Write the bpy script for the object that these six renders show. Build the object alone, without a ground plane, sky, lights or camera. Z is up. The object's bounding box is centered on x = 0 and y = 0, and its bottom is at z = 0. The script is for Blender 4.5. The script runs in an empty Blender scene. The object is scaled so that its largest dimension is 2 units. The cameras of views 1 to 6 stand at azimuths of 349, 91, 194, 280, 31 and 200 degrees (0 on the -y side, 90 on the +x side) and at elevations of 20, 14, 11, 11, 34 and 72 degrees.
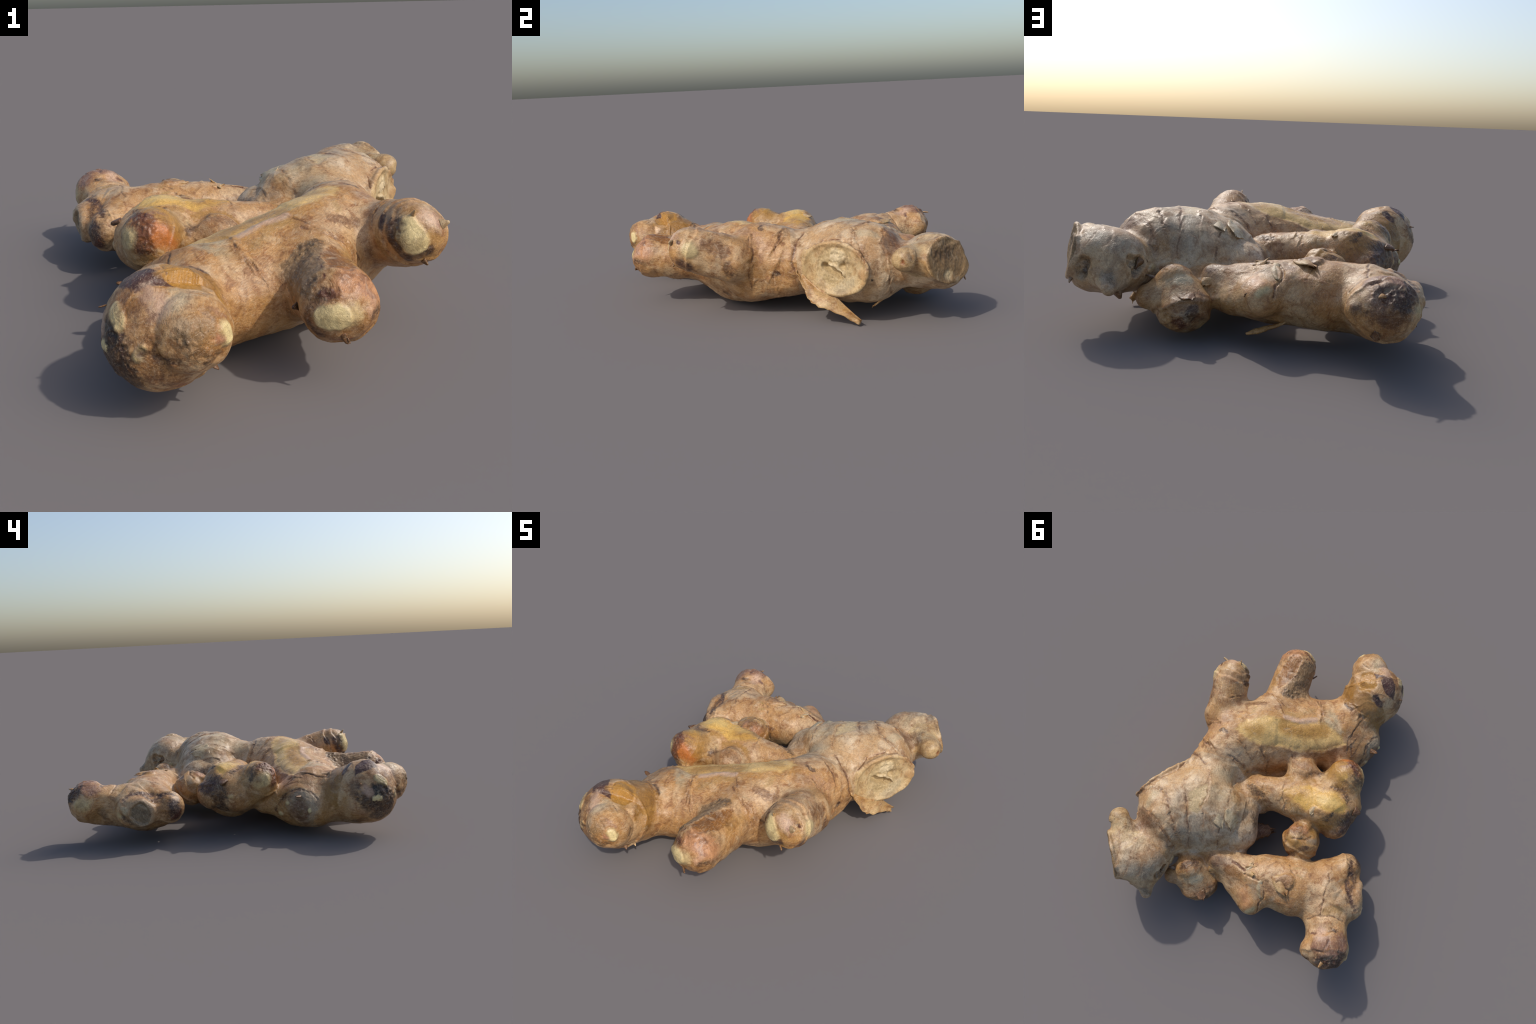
import math

import bpy
import numpy as np

# ------------------------------------------------------------------
# 1. THE RHIZOME'S SKELETON: spines of swollen segments.
#    Each knot of a spine is (x, y, z, radius), in metres.
# ------------------------------------------------------------------
SPINES = {
    "front_trunk": ("front", [(0.262, -0.06, 0.256, 0.179), (0.11, -0.266, 0.243, 0.23), (-0.042, -0.296, 0.22, 0.214), (-0.323, -0.404, 0.215, 0.171), (-0.437, -0.368, 0.174, 0.125)]),
    "front_shoulder": ("front", [(0.244, -0.165, 0.33, 0.156), (-0.096, -0.445, 0.216, 0.152), (-0.255, -0.499, 0.2, 0.143)]),
    "high_finger": ("front", [(0.389, -0.281, 0.319, 0.123), (0.415, -0.508, 0.398, 0.113)]),
    "short_finger": ("front", [(0.073, -0.44, 0.26, 0.128), (0.061, -0.763, 0.285, 0.123)]),
    "thick_finger": ("front", [(-0.39, -0.524, 0.189, 0.138), (-0.47, -0.76, 0.261, 0.184), (-0.405, -0.876, 0.293, 0.122)]),
    "ringed_body": ("ringed", [(0.299, 0.059, 0.272, 0.161), (0.46, 0.434, 0.293, 0.204), (0.21, 0.355, 0.242, 0.199), (0.063, 0.387, 0.236, 0.127)]),
    "ringed_flank": ("ringed", [(0.296, 0.296, 0.305, 0.188), (0.491, 0.365, 0.293, 0.191)]),
    "middle_finger": ("middle", [(0.027, 0.096, 0.284, 0.08), (-0.226, 0.09, 0.275, 0.13), (-0.489, 0.035, 0.272, 0.117)]),
    "middle_tip": ("middle", [(-0.413, 0.104, 0.286, 0.138), (-0.487, 0.162, 0.251, 0.088)]),
    "orange_bud": ("middle", [(-0.384, 0.056, 0.209, 0.126), (-0.463, -0.129, 0.335, 0.113)]),
    "round_bud": ("middle", [(-0.177, 0.022, 0.238, 0.061), (-0.205, -0.081, 0.279, 0.105)]),
    "side_finger": ("side", [(0.117, 0.593, 0.249, 0.049), (-0.165, 0.606, 0.209, 0.135), (-0.382, 0.65, 0.205, 0.118)]),
    "side_end": ("side", [(-0.279, 0.575, 0.219, 0.129), (-0.554, 0.568, 0.203, 0.154), (-0.641, 0.592, 0.217, 0.116)]),
    "ball_bud": ("side", [(-0.625, 0.705, 0.215, 0.112), (-0.668, 0.868, 0.255, 0.123)]),
    "ball_wart": ("side", [(-0.61, 0.89, 0.25, 0.085), (-0.57, 0.912, 0.255, 0.052)]),
    "rusty_knob": ("side", [(-0.337, 0.322, 0.254, 0.103), (-0.321, 0.314, 0.255, 0.109)]),
    "side_stub": ("side", [(0.048, 0.63, 0.165, 0.066), (-0.154, 0.771, 0.215, 0.068)]),
    "dark_bud": ("side", [(-0.568, 0.456, 0.198, 0.11), (-0.64, 0.383, 0.212, 0.088)]),
    "cut_piece": ("end", [(0.525, 0.731, 0.303, 0.143), (0.592, 0.765, 0.31, 0.138)]),
    "end_nub": ("end", [(0.602, 0.71, 0.346, 0.079), (0.739, 0.569, 0.37, 0.062)]),
    "end_point": ("end", [(0.486, 0.83, 0.285, 0.066), (0.452, 0.922, 0.23, 0.028)]),
    "low_knob": ("low", [(0.25, 0.695, 0.237, 0.072), (0.194, 0.74, 0.134, 0.117)]),
    "front_hip": ("front", [(0.311, -0.054, 0.316, 0.142), (0.373, 0.027, 0.276, 0.112), (0.375, 0.006, 0.22, 0.1)]),
    "front_scar": ("front", [(-0.419, -0.382, 0.187, 0.127), (-0.502, -0.453, 0.161, 0.105)]),
    "front_heel": ("front", [(-0.376, -0.29, 0.173, 0.111), (-0.407, -0.158, 0.178, 0.067)]),
    "end_neck": ("end", [(0.427, 0.521, 0.224, 0.112), (0.464, 0.639, 0.257, 0.081), (0.56, 0.61, 0.285, 0.1)]),
    "low_neck": ("low", [(0.323, 0.531, 0.194, 0.078), (0.339, 0.554, 0.236, 0.074)]),
    "low_side": ("low", [(0.257, 0.695, 0.193, 0.07), (0.354, 0.756, 0.169, 0.047)]),
    "middle_neck": ("middle", [(0.145, 0.175, 0.229, 0.113), (-0.015, 0.136, 0.218, 0.081)]),
    "ringed_lobe": ("ringed", [(0.139, 0.3, 0.293, 0.131), (0.05, 0.263, 0.272, 0.078)]),
    "front_web": ("front", [(0.056, 0.044, 0.187, 0.063), (-0.104, -0.017, 0.167, 0.054)]),
    "side_web": ("side", [(0.198, 0.53, 0.201, 0.087), (0.14, 0.582, 0.201, 0.051)]),
    "thick_cheek": ("front", [(-0.499, -0.737, 0.216, 0.123), (-0.511, -0.784, 0.213, 0.099)]),
    "ringed_under": ("ringed", [(0.13, 0.33, 0.15, 0.1), (0.08, 0.27, 0.13, 0.075)]),
    "ringed_web": ("ringed", [(0.09, 0.46, 0.16, 0.09), (0.03, 0.52, 0.13, 0.068)]),
    "ball_neck": ("side", [(-0.582, 0.69, 0.21, 0.098), (-0.62, 0.78, 0.22, 0.094)]),
    "front_belly": ("front", [(0.283, -0.174, 0.208, 0.148), (0.118, -0.208, 0.226, 0.184)]),
}
GROUP_BLEND = [("front", 0), ("ringed", .07), ("middle", .045), ("side", .05), ("end", .05), ("low", .04)]
# flat cuts: (group, centre of the face, direction it faces, half width, half height, depth of the cone behind it)
CUTS = {
    "stem_cut": ("ringed", (0.604, 0.24, 0.301), (0.788, -0.613, 0.07), 0.192, 0.138, 0.3, 0.012),
    "end_cut": ("end", (0.710, 0.774, 0.35), (0.811, 0.536, 0.22), 0.132, 0.116, 0.3, 0.012),
    "scar_end": ("side", (-0.774, 0.533, 0.199), (-0.969, -0.204, -0.004), 0.125, 0.091, 0.35, 0.05),
}


def smin(a, b, k):
    if k <= 0:
        return np.minimum(a, b)
    h = np.maximum(k - np.abs(a - b), 0) / k
    return np.minimum(a, b) - h * h * k * .25


def cone_dist(P, a, b):
    a, b = np.array(a, float), np.array(b, float)
    d, q = b[:3] - a[:3], P - a[:3]
    t = np.clip((q @ d) / (d @ d + 1e-9), 0, 1)
    return np.sqrt(((q - t[:, None] * d) ** 2).sum(1) + 1e-12) - (a[3] + t * (b[3] - a[3]))


def spine_dist(P, name):
    knots = SPINES[name][1]
    return np.minimum.reduce([cone_dist(P, a, b) for a, b in zip(knots[:-1], knots[1:])])


def cut_frame(name):
    _, c, n, ru, rv, deep, _ = CUTS[name]
    n = np.array(n) / np.linalg.norm(n)
    u = np.cross((0, 0, 1), n)
    u /= np.linalg.norm(u)
    return np.array(c), n, u, np.cross(n, u), ru, rv, deep


def cut_dist(P, name):
    c, n, u, v, ru, rv, deep = cut_frame(name)
    q = P - c
    a = q @ n
    wall = (np.hypot(q @ u / ru, q @ v / rv) - 1 + .7 * np.clip(-a / deep, 0, 1.2)) * min(ru, rv)
    return -smin(-np.maximum(wall, -a - deep), -a, CUTS[name][6]), a


def body_dist(P, only=None):
    total = None
    for group, blend in GROUP_BLEND:
        if only and group != only:
            continue
        g = None
        for name, (owner, _) in SPINES.items():
            if owner == group:
                d = spine_dist(P, name)
                g = d if g is None else smin(g, d, .07)
        for name, cut in CUTS.items():
            if cut[0] == group:
                d, a = cut_dist(P, name)
                c = cut_frame(name)
                near = np.linalg.norm(P - c[0], axis=1) < 1.6 * max(c[4], c[5])
                g = smin(g, d, .05)
                g = np.where(near, -smin(-g, -a, .008), g)
        total = g if total is None else smin(total, g, blend)
    return total


# ------------------------------------------------------------------
# 2. SURFACE MARKS: blots (round or trailing marks) and patches (torn
#    windows in the skin).  depth > 0 sinks the surface, < 0 raises it.
# ------------------------------------------------------------------
MARKS = []


def blot(name, colour, path, r, op=1, soft=.01, rag=.005, depth=0):
    MARKS.append(dict(kind="blot", name=name, colour=colour, path=np.array(path, float), r=r, op=op, soft=soft, rag=rag, depth=depth))


def patch(name, colour, corners, out, op=1, soft=.004, rag=.004, depth=0):
    c = np.array(corners, float)
    MARKS.append(dict(kind="patch", name=name, colour=colour, path=c, out=np.array(out), r=0, op=op, soft=soft, rag=rag, depth=depth))


blot('warm neck', 'warm_tan', [(.563, .215, .438), (.408, .138, .441), (.233, .117, .423)], r=0.0755, soft=0.08, rag=0.03, op=0.75)
blot('warm neck', 'warm_tan', [(.618, .292, .441), (.666, .356, .411)], r=0.0585, soft=0.07, rag=0.03, op=0.6)
blot('warm flank', 'warm_tan', [(.433, .087, .408), (.459, .235, .472), (.525, .393, .499)], r=0.0462, soft=0.07, rag=0.03, op=0.6)
blot('warm flank', 'tan', [(.612, .401, .455), (.674, .431, .365), (.682, .428, .244)], r=0.0444, soft=0.06, rag=0.03, op=0.7)
blot('warm belly', 'tan', [(.448, .120, .146), (.649, .412, .172)], r=0.0589, soft=0.06, rag=0.03, op=0.6)
blot('warm joint', 'warm_tan', [(.144, .143, .279), (.039, .238, .353)], r=0.0529, soft=0.06, rag=0.03, op=0.5)
blot('warm root', 'warm_tan', [(.171, .557, .300), (.035, .518, .276)], r=0.0407, soft=0.06, rag=0.03, op=0.6)
blot('ochre spread', 'gold', [(.257, -.192, .485), (-.016, -.368, .436), (-.338, -.387, .385)], r=0.0663, op=0.55, soft=0.06, rag=0.04)
patch('peeled flesh on the trunk', 'flesh', [(.254, -.155, .488), (.216, -.237, .478), (.101, -.305, .475), (.026, -.323, .457), (-.020, -.289, .448), (-.007, -.158, .417), (.075, -.128, .438), (.151, -.119, .465)], out=(-.194, .084, .977), depth=0.002, soft=0.013, rag=0.016, op=0.9)
patch('peeled flesh on the trunk', 'flesh', [(.040, -.296, .465), (-.134, -.366, .415), (-.286, -.404, .391), (-.405, -.330, .349), (-.292, -.248, .341), (-.128, -.211, .397), (-.002, -.154, .417)], out=(-.323, .231, .918), depth=0.007, soft=0.013, rag=0.016, op=0.9)
blot('amber heart of the peel', 'amber_flesh', [(.174, -.185, .482), (.125, -.192, .475)], r=0.0408, op=0.65, soft=0.03, rag=0.01)
blot('amber heart of the peel', 'amber_flesh', [(-.023, -.279, .447), (-.255, -.353, .398)], r=0.0469, op=0.85, soft=0.03, rag=0.01)
blot('scab', 'tan_brown', [(.154, -.389, .437), (.195, -.388, .424), (.246, -.375, .405)], r=0.0197, soft=0.006, rag=0.012)
blot('scab', 'dark_brown', [(-.325, -.592, .344), (-.372, -.569, .359)], r=0.0160, soft=0.006, rag=0.006)
blot('sooty skin', 'soot', [(-.418, -.399, .360), (-.540, -.325, .253)], r=0.0622, op=0.35, soft=0.05, rag=0.02)
blot('sooty skin', 'dark_brown', [(-.540, -.394, .273), (-.522, -.276, .230)], r=0.0183, op=0.8, soft=0.012, rag=0.012)
blot('yellowed skin', 'khaki', [(-.243, -.487, .372), (-.283, -.452, .382)], r=0.0338, op=0.5, soft=0.03, rag=0.02)
blot('yellowed skin', 'straw', [(-.002, -.376, .436), (-.135, -.456, .388)], r=0.0195, op=0.6, soft=0.01, rag=0.02)
blot('yellowed skin', 'straw', [(.196, -.303, .466), (.200, -.340, .450)], r=0.0150, op=0.7, soft=0.006, rag=0.01)
blot('dots', 'dark_brown', [(.340, -.129, .465), (.302, -.124, .479)], r=0.0120, soft=0.004, rag=0.012, op=0.8)
blot('brown skin', 'brown', [(.452, -.127, .259), (.456, -.073, .198)], r=0.0573, op=0.45, soft=0.05, rag=0.03)
blot('brown skin', 'brown', [(.511, -.293, .303), (.415, -.230, .153)], r=0.0477, op=0.45, soft=0.04, rag=0.03)
blot('brown skin', 'brown', [(.518, -.365, .347), (.506, -.295, .282)], r=0.0421, op=0.5, soft=0.03, rag=0.02)
blot('scab', 'dark_brown', [(.463, -.070, .254), (.474, -.042, .251)], r=0.0114, soft=0.004, rag=0.012)
blot('scab', 'dark_brown', [(.280, -.348, .107), (.284, -.328, .097)], r=0.0121, soft=0.004, rag=0.006)
blot('pinkish skin', 'rosy', [(.366, -.148, .446), (.440, -.112, .373)], r=0.0430, op=0.5, soft=0.05, rag=0.02)
blot('stem scar rim', 'dark_brown', [(-.593, -.387, .166)], r=0.1085, op=0.5, soft=0.02, rag=0.02)
blot('stem scar collar', 'pale', [(-.594, -.404, .198)], r=0.0950, op=0.75, soft=0.012, rag=0.012)
blot('stem scar', 'rust_brown', [(-.592, -.385, .159)], r=0.0665, soft=0.008, rag=0.006, depth=0.006, op=0.8)
blot('stem scar core', 'olive', [(-.592, -.385, .159)], r=0.0310, op=0.5, soft=0.03, rag=0.01)
blot('pale bud', 'cream', [(-.605, -.438, .180), (-.607, -.440, .172)], r=0.0106, soft=0.003, rag=0.002, depth=-0.006)
blot('pale bud', 'cream', [(-.512, -.259, .136)], r=0.0136, soft=0.003, rag=0.002, op=0.8, depth=-0.005)
blot('pale bud', 'cream', [(-.552, -.308, .209)], r=0.0107, soft=0.003, rag=0.002, op=0.8, depth=-0.005)
blot('scar line', 'dark_brown', [(-.491, -.227, .154), (-.518, -.276, .235), (-.527, -.333, .273), (-.529, -.387, .283), (-.545, -.446, .267), (-.575, -.483, .238)], r=0.0063, soft=0.006, rag=0.008, op=0.8, depth=0.002)
blot('scar line', 'dark_brown', [(-.425, -.304, .325), (-.412, -.350, .355), (-.421, -.410, .358), (-.435, -.470, .342), (-.475, -.563, .355)], r=0.0046, soft=0.006, rag=0.008, op=0.8, depth=0.002)
blot('amber web', 'olive_amber', [(-.494, -.532, .323), (-.579, -.534, .184)], r=0.0312, op=0.7, soft=0.03, rag=0.02)
patch('skinless band', 'olive_amber', [(-.296, -.634, .318), (-.293, -.827, .294), (-.373, -.687, .398), (-.464, -.654, .411), (-.560, -.629, .355), (-.591, -.604, .197), (-.565, -.526, .236), (-.427, -.561, .362)], out=(-.029, .529, .848), soft=0.006, rag=0.006, op=0.85)
blot('skinless band', 'olive_amber', [(-.343, -.634, .362), (-.299, -.679, .320), (-.284, -.740, .256)], r=0.0311, soft=0.01, rag=0.01, op=0.75)
patch('amber window', 'amber_flesh', [(-.354, -.722, .395), (-.354, -.800, .398), (-.411, -.826, .422), (-.459, -.793, .442), (-.475, -.721, .441), (-.443, -.679, .424), (-.380, -.682, .401)], out=(.346, .061, .936), depth=0.004, soft=0.003, rag=0.004)
patch('purple scale', 'purple_brown', [(-.438, -.820, .432), (-.548, -.824, .415), (-.592, -.761, .399), (-.602, -.699, .374), (-.548, -.699, .416), (-.494, -.752, .443)], out=(-.402, .005, .916), soft=0.004, rag=0.006)
blot('purple scale', 'purple_brown', [(-.490, -.661, .415), (-.523, -.639, .389)], r=0.0256, soft=0.004, rag=0.006)
blot('pale rosy skin', 'pale_rose', [(-.512, -.848, .417), (-.475, -.888, .394), (-.497, -.896, .383)], r=0.0342, op=0.8, soft=0.03, rag=0.02)
blot('pale rosy skin', 'cream_skin', [(-.428, -.851, .416), (-.429, -.907, .408)], r=0.0288, op=0.7, soft=0.03, rag=0.02)
blot('brown scaly front', 'brown', [(-.554, -.888, .363), (-.523, -.926, .320)], r=0.0393, op=0.55, soft=0.05, rag=0.03)
blot('cork cushion', 'grey_cork', [(-.412, -.989, .338), (-.375, -.969, .366)], r=0.0431, op=0.8, soft=0.03, rag=0.02, depth=-0.004)
blot('cork cushion', 'dark_cork', [(-.430, -.992, .322), (-.370, -.990, .268)], r=0.0230, op=0.7, soft=0.03, rag=0.03)
blot('pink bud', 'cream', [(-.310, -.952, .307), (-.317, -.950, .333)], r=0.0273, soft=0.012, rag=0.01, depth=-0.008)
blot('pink blush', 'pink', [(-.340, -.976, .317), (-.329, -.971, .305)], r=0.0077, op=0.6, soft=0.012, rag=0.01)
blot('dark cheek', 'blackish_brown', [(-.653, -.791, .245), (-.622, -.867, .259), (-.607, -.857, .167)], r=0.0739, op=0.95, soft=0.03, rag=0.03)
blot('dark cheek', 'dark_brown', [(-.635, -.700, .321), (-.643, -.691, .283)], r=0.0302, op=0.7, soft=0.02, rag=0.02)
blot('dark cheek', 'dark_brown', [(-.607, -.746, .128), (-.568, -.693, .099)], r=0.0265, op=0.7, soft=0.03, rag=0.02)
blot('pale cheek', 'rosy', [(-.642, -.689, .208), (-.635, -.722, .171)], r=0.0391, op=0.5, soft=0.03, rag=0.02)
blot('black pit', 'black', [(-.640, -.821, .299), (-.627, -.847, .304)], r=0.0324, soft=0.012, rag=0.016, depth=0.003)
blot('cream bud', 'khaki_cream', [(-.607, -.831, .361), (-.599, -.860, .346)], r=0.0260, soft=0.006, rag=0.006, depth=-0.006)
blot('cream bud', 'khaki_cream', [(-.544, -.928, .280), (-.558, -.923, .257)], r=0.0168, soft=0.006, rag=0.006, depth=-0.005)
blot('cream bud', 'cream', [(-.650, -.808, .253), (-.639, -.837, .259)], r=0.0130, soft=0.004, rag=0.012, depth=-0.003)
blot('pale cheek', 'pale_rose', [(-.647, -.759, .310), (-.651, -.784, .289)], r=0.0215, soft=0.01, rag=0.01, op=0.8)
blot('brown muzzle', 'brown', [(-.548, -.927, .272), (-.494, -.945, .245), (-.517, -.929, .198)], r=0.0398, op=0.8, soft=0.04, rag=0.05)
blot('dark left', 'blackish_brown', [(-.615, -.865, .307), (-.601, -.892, .260), (-.582, -.902, .210)], r=0.0257, op=0.9, soft=0.03, rag=0.03)
blot('brown left', 'brown', [(-.573, -.836, .393), (-.598, -.856, .353)], r=0.0161, op=0.7, soft=0.03, rag=0.03)
blot('sooty cork', 'dark_cork', [(-.452, -.976, .345), (-.432, -.995, .301)], r=0.0178, op=0.55, soft=0.03, rag=0.03)
blot('brown edge', 'rosy_brown', [(-.315, -.928, .357), (-.343, -.933, .382)], r=0.0156, op=0.6, soft=0.03, rag=0.02)
blot('dark edge', 'dark_cork', [(-.333, -.970, .264), (-.370, -.985, .251)], r=0.0143, op=0.8, soft=0.02, rag=0.02)
blot('gouge', 'dark_brown', [(-.550, -.926, .272), (-.523, -.936, .271), (-.497, -.943, .248), (-.463, -.975, .252)], r=0.0126, soft=0.006, rag=0.012, depth=0.004)
blot('scaly bits', 'rust_brown', [(-.522, -.930, .308), (-.516, -.935, .293)], r=0.0131, soft=0.012, rag=0.014, op=0.8)
blot('rust foot', 'rust_orange', [(-.449, -.889, .129), (-.411, -.854, .114)], r=0.0169, soft=0.01, rag=0.006)
blot('crack', 'purple_brown', [(-.497, -.861, .413), (-.515, -.875, .398), (-.536, -.877, .387)], r=0.0013, soft=0.003, rag=0.003)
blot('amber top', 'amber_skin', [(-.463, -.782, .444), (-.390, -.799, .422), (-.358, -.816, .396)], r=0.0204, op=0.75, soft=0.012, rag=0.01)
blot('seam', 'brown', [(-.346, -.866, .399), (-.415, -.835, .420), (-.455, -.799, .440), (-.463, -.740, .444)], r=0.0030, soft=0.003, rag=0.004, op=0.8, depth=0.002)
blot('black patch', 'black', [(-.510, -.660, .410), (-.476, -.665, .419)], r=0.0099, soft=0.004, rag=0.006, op=0.8)
blot('dark folds', 'dark_brown', [(-.287, -.847, .305), (-.287, -.866, .264)], r=0.0095, soft=0.006, rag=0.006, op=0.7, depth=0.003)
blot('amber finger root', 'straw', [(.133, -.615, .380), (.128, -.571, .381)], r=0.0230, op=0.6, soft=0.02, rag=0.01)
patch('amber window', 'amber_brown', [(.029, -.771, .404), (.041, -.627, .397), (.121, -.538, .383), (.156, -.620, .362), (.127, -.715, .387), (.086, -.808, .397)], out=(.251, -.053, .966), depth=0.007, soft=0.004, rag=0.006)
patch('cork flap', 'grey_cork', [(.077, -.496, .397), (.080, -.548, .394), (.016, -.696, .395), (.005, -.781, .393), (-.048, -.801, .326), (-.061, -.664, .268), (-.065, -.584, .316), (.007, -.490, .391)], out=(-.514, -.193, .836), soft=0.004, rag=0.008, op=0.9)
blot('cork spots', 'dark_cork', [(.060, -.523, .394), (.012, -.524, .385)], r=0.0256, soft=0.01, rag=0.015, op=0.8)
blot('cork flap', 'tan_brown', [(.132, -.792, .381), (.164, -.755, .353)], r=0.0324, soft=0.012, rag=0.02, op=0.7)
blot('cork flap', 'grey_cork', [(-.060, -.557, .338), (.051, -.532, .393)], r=0.0151, soft=0.006, rag=0.012)
blot('salmon tip', 'salmon', [(.065, -.834, .385), (.165, -.813, .327)], r=0.0504, soft=0.03, rag=0.015, op=0.9)
blot('pink bud', 'pink_cream', [(.147, -.844, .318), (.127, -.866, .295)], r=0.0186, soft=0.02, rag=0.006, op=0.8, depth=-0.006)
blot('cream bud', 'cream', [(-.014, -.860, .286), (.029, -.882, .287)], r=0.0343, soft=0.005, rag=0.007, depth=-0.006)
blot('amber side', 'khaki_cream', [(.053, -.886, .281), (.078, -.884, .300)], r=0.0323, soft=0.03, rag=0.01, op=0.7)
blot('dark collar', 'dark_brown', [(-.003, -.835, .361), (-.040, -.819, .328), (-.053, -.807, .270), (-.021, -.831, .223)], r=0.0184, soft=0.02, rag=0.015, op=0.9)
blot('dark collar', 'rust_dark', [(-.016, -.835, .349), (.024, -.852, .361)], r=0.0181, soft=0.012, rag=0.015, op=0.9)
blot('black streak', 'soot', [(-.023, -.774, .374), (-.050, -.765, .337)], r=0.0145, soft=0.012, rag=0.012, op=0.9)
blot('sooty side', 'dark_cork', [(-.003, -.610, .378), (-.048, -.642, .329)], r=0.0264, soft=0.03, rag=0.02, op=0.7)
blot('dark eye', 'dark_brown', [(.140, -.857, .276), (.172, -.814, .276)], r=0.0160, soft=0.012, rag=0.01, op=0.85)
blot('rust foot', 'rust_orange', [(.037, -.852, .204), (.067, -.852, .200)], r=0.0125, soft=0.01, rag=0.006)
blot('red rim', 'rust_dark', [(.003, -.805, .385), (.012, -.748, .397), (.023, -.668, .396), (.055, -.612, .398)], r=0.0029, soft=0.003, rag=0.003)
blot('cream bud', 'cream', [(.359, -.604, .419), (.380, -.615, .401)], r=0.0512, soft=0.005, rag=0.004, depth=-0.005)
blot('cream side', 'khaki_cream', [(.526, -.498, .417)], r=0.0447, soft=0.012, rag=0.008, op=0.9, depth=-0.004)
blot('dark collar', 'dark_brown', [(.316, -.531, .447), (.308, -.544, .403), (.330, -.569, .356), (.372, -.589, .332), (.411, -.609, .348), (.435, -.616, .372)], r=0.0180, soft=0.008, rag=0.008, op=0.95)
blot('yellow collar', 'khaki', [(.297, -.472, .401), (.305, -.495, .347), (.347, -.510, .298)], r=0.0204, soft=0.02, rag=0.01, op=0.7)
blot('purple skin', 'soot', [(.320, -.507, .459), (.341, -.525, .482)], r=0.0190, soft=0.02, rag=0.012, op=0.6)
blot('rosy skin', 'pale_rose', [(.420, -.578, .486), (.452, -.598, .456)], r=0.0259, soft=0.03, rag=0.012, op=0.8)
blot('tiny dark bud', 'dark_brown', [(.499, -.554, .458)], r=0.0116, soft=0.006, rag=0.005, depth=-0.005)
blot('dark square', 'dark_brown', [(.311, -.480, .442), (.305, -.485, .429)], r=0.0203, soft=0.004, rag=0.004)
blot('dark collar', 'dark_brown', [(.329, -.563, .445), (.324, -.572, .381)], r=0.0269, soft=0.012, rag=0.01, op=0.9)
blot('dark underside', 'purple_brown', [(.507, -.544, .343), (.499, -.509, .319)], r=0.0321, soft=0.012, rag=0.012, op=0.9)
blot('brown cheek', 'brown', [(.497, -.407, .439), (.501, -.325, .398)], r=0.0392, soft=0.02, rag=0.02, op=0.8)
blot('brown cheek', 'dark_brown', [(.513, -.311, .314), (.506, -.295, .282)], r=0.0328, soft=0.02, rag=0.02, op=0.6)
blot('bud eye', 'rust_dark', [(.503, -.547, .457)], r=0.0131, soft=0.004, rag=0.004, depth=0.006)
patch('pale window', 'khaki_pale', [(.378, .329, .501), (.347, .274, .496), (.294, .227, .485), (.257, .291, .491), (.268, .356, .489), (.284, .413, .477), (.342, .412, .490)], out=(-.132, .024, .991), soft=0.003, rag=0.003, depth=0.002)
blot('tan flank', 'tan', [(.659, .408, .402), (.566, .460, .476)], r=0.0637, soft=0.05, rag=0.02, op=0.7)
patch('brown flank', 'brown', [(.629, .552, .319), (.655, .475, .378), (.595, .476, .452), (.494, .537, .467), (.482, .559, .453), (.592, .578, .356)], out=(.566, .579, .587), soft=0.01, rag=0.012, op=0.65)
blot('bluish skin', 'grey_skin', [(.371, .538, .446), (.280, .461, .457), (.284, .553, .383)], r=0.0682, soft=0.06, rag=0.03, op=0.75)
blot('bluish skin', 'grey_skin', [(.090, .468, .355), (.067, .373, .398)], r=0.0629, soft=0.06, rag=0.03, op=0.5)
blot('bright skin', 'pale', [(.422, .418, .502), (.417, .356, .503)], r=0.0395, soft=0.03, rag=0.02, op=0.8)
blot('pale skin', 'cream_skin', [(.231, .267, .481), (.166, .255, .452)], r=0.0510, soft=0.04, rag=0.02, op=0.6)
blot('pale neck', 'cream_skin', [(.264, .113, .436), (.210, .130, .411)], r=0.0405, soft=0.05, rag=0.02, op=0.7)
blot('joint crust', 'dark_cork', [(.061, .126, .356), (-.010, .151, .351)], r=0.0262, soft=0.02, rag=0.02, op=0.8)
blot('wart', 'grey_cork', [(-.040, .218, .211)], r=0.0239, soft=0.01, rag=0.01, depth=-0.012)
blot('specks', 'dark_cork', [(-.006, .281, .334), (-.033, .327, .307)], r=0.0174, soft=0.01, rag=0.02, op=0.6)
blot('brown hollow', 'brown', [(.681, .441, .334), (.686, .440, .303)], r=0.0281, soft=0.04, rag=0.02, op=0.7)
blot('brown band', 'brown', [(.646, .368, .423), (.694, .384, .373)], r=0.0180, soft=0.012, rag=0.01, op=0.7)
blot('brown fold', 'brown', [(.561, .530, .446), (.588, .545, .414)], r=0.0372, soft=0.03, rag=0.02, op=0.7)
blot('amber fold', 'amber_brown', [(.654, .545, .272), (.650, .574, .244)], r=0.0451, soft=0.04, rag=0.02, op=0.7)
blot('brown fold', 'brown', [(.424, .058, .408), (.471, .033, .351)], r=0.0169, soft=0.02, rag=0.02, op=0.7)
blot('black dot', 'black', [(.693, .415, .260)], r=0.0064, soft=0.003, rag=0.003, op=0.9)
blot('pale lobe', 'cream_skin', [(.567, .355, .480), (.587, .445, .468)], r=0.0245, soft=0.01, rag=0.008, op=0.6)
blot('cut dish', 'cut_pale', [(.608, .246, .307)], r=0.1225, soft=0.05, rag=0.008, op=0.3)
blot('cut inner disc', 'cut_pale', [(.605, .242, .303)], r=0.0960, soft=0.006, rag=0.008, op=0.8, depth=0.004)
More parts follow.
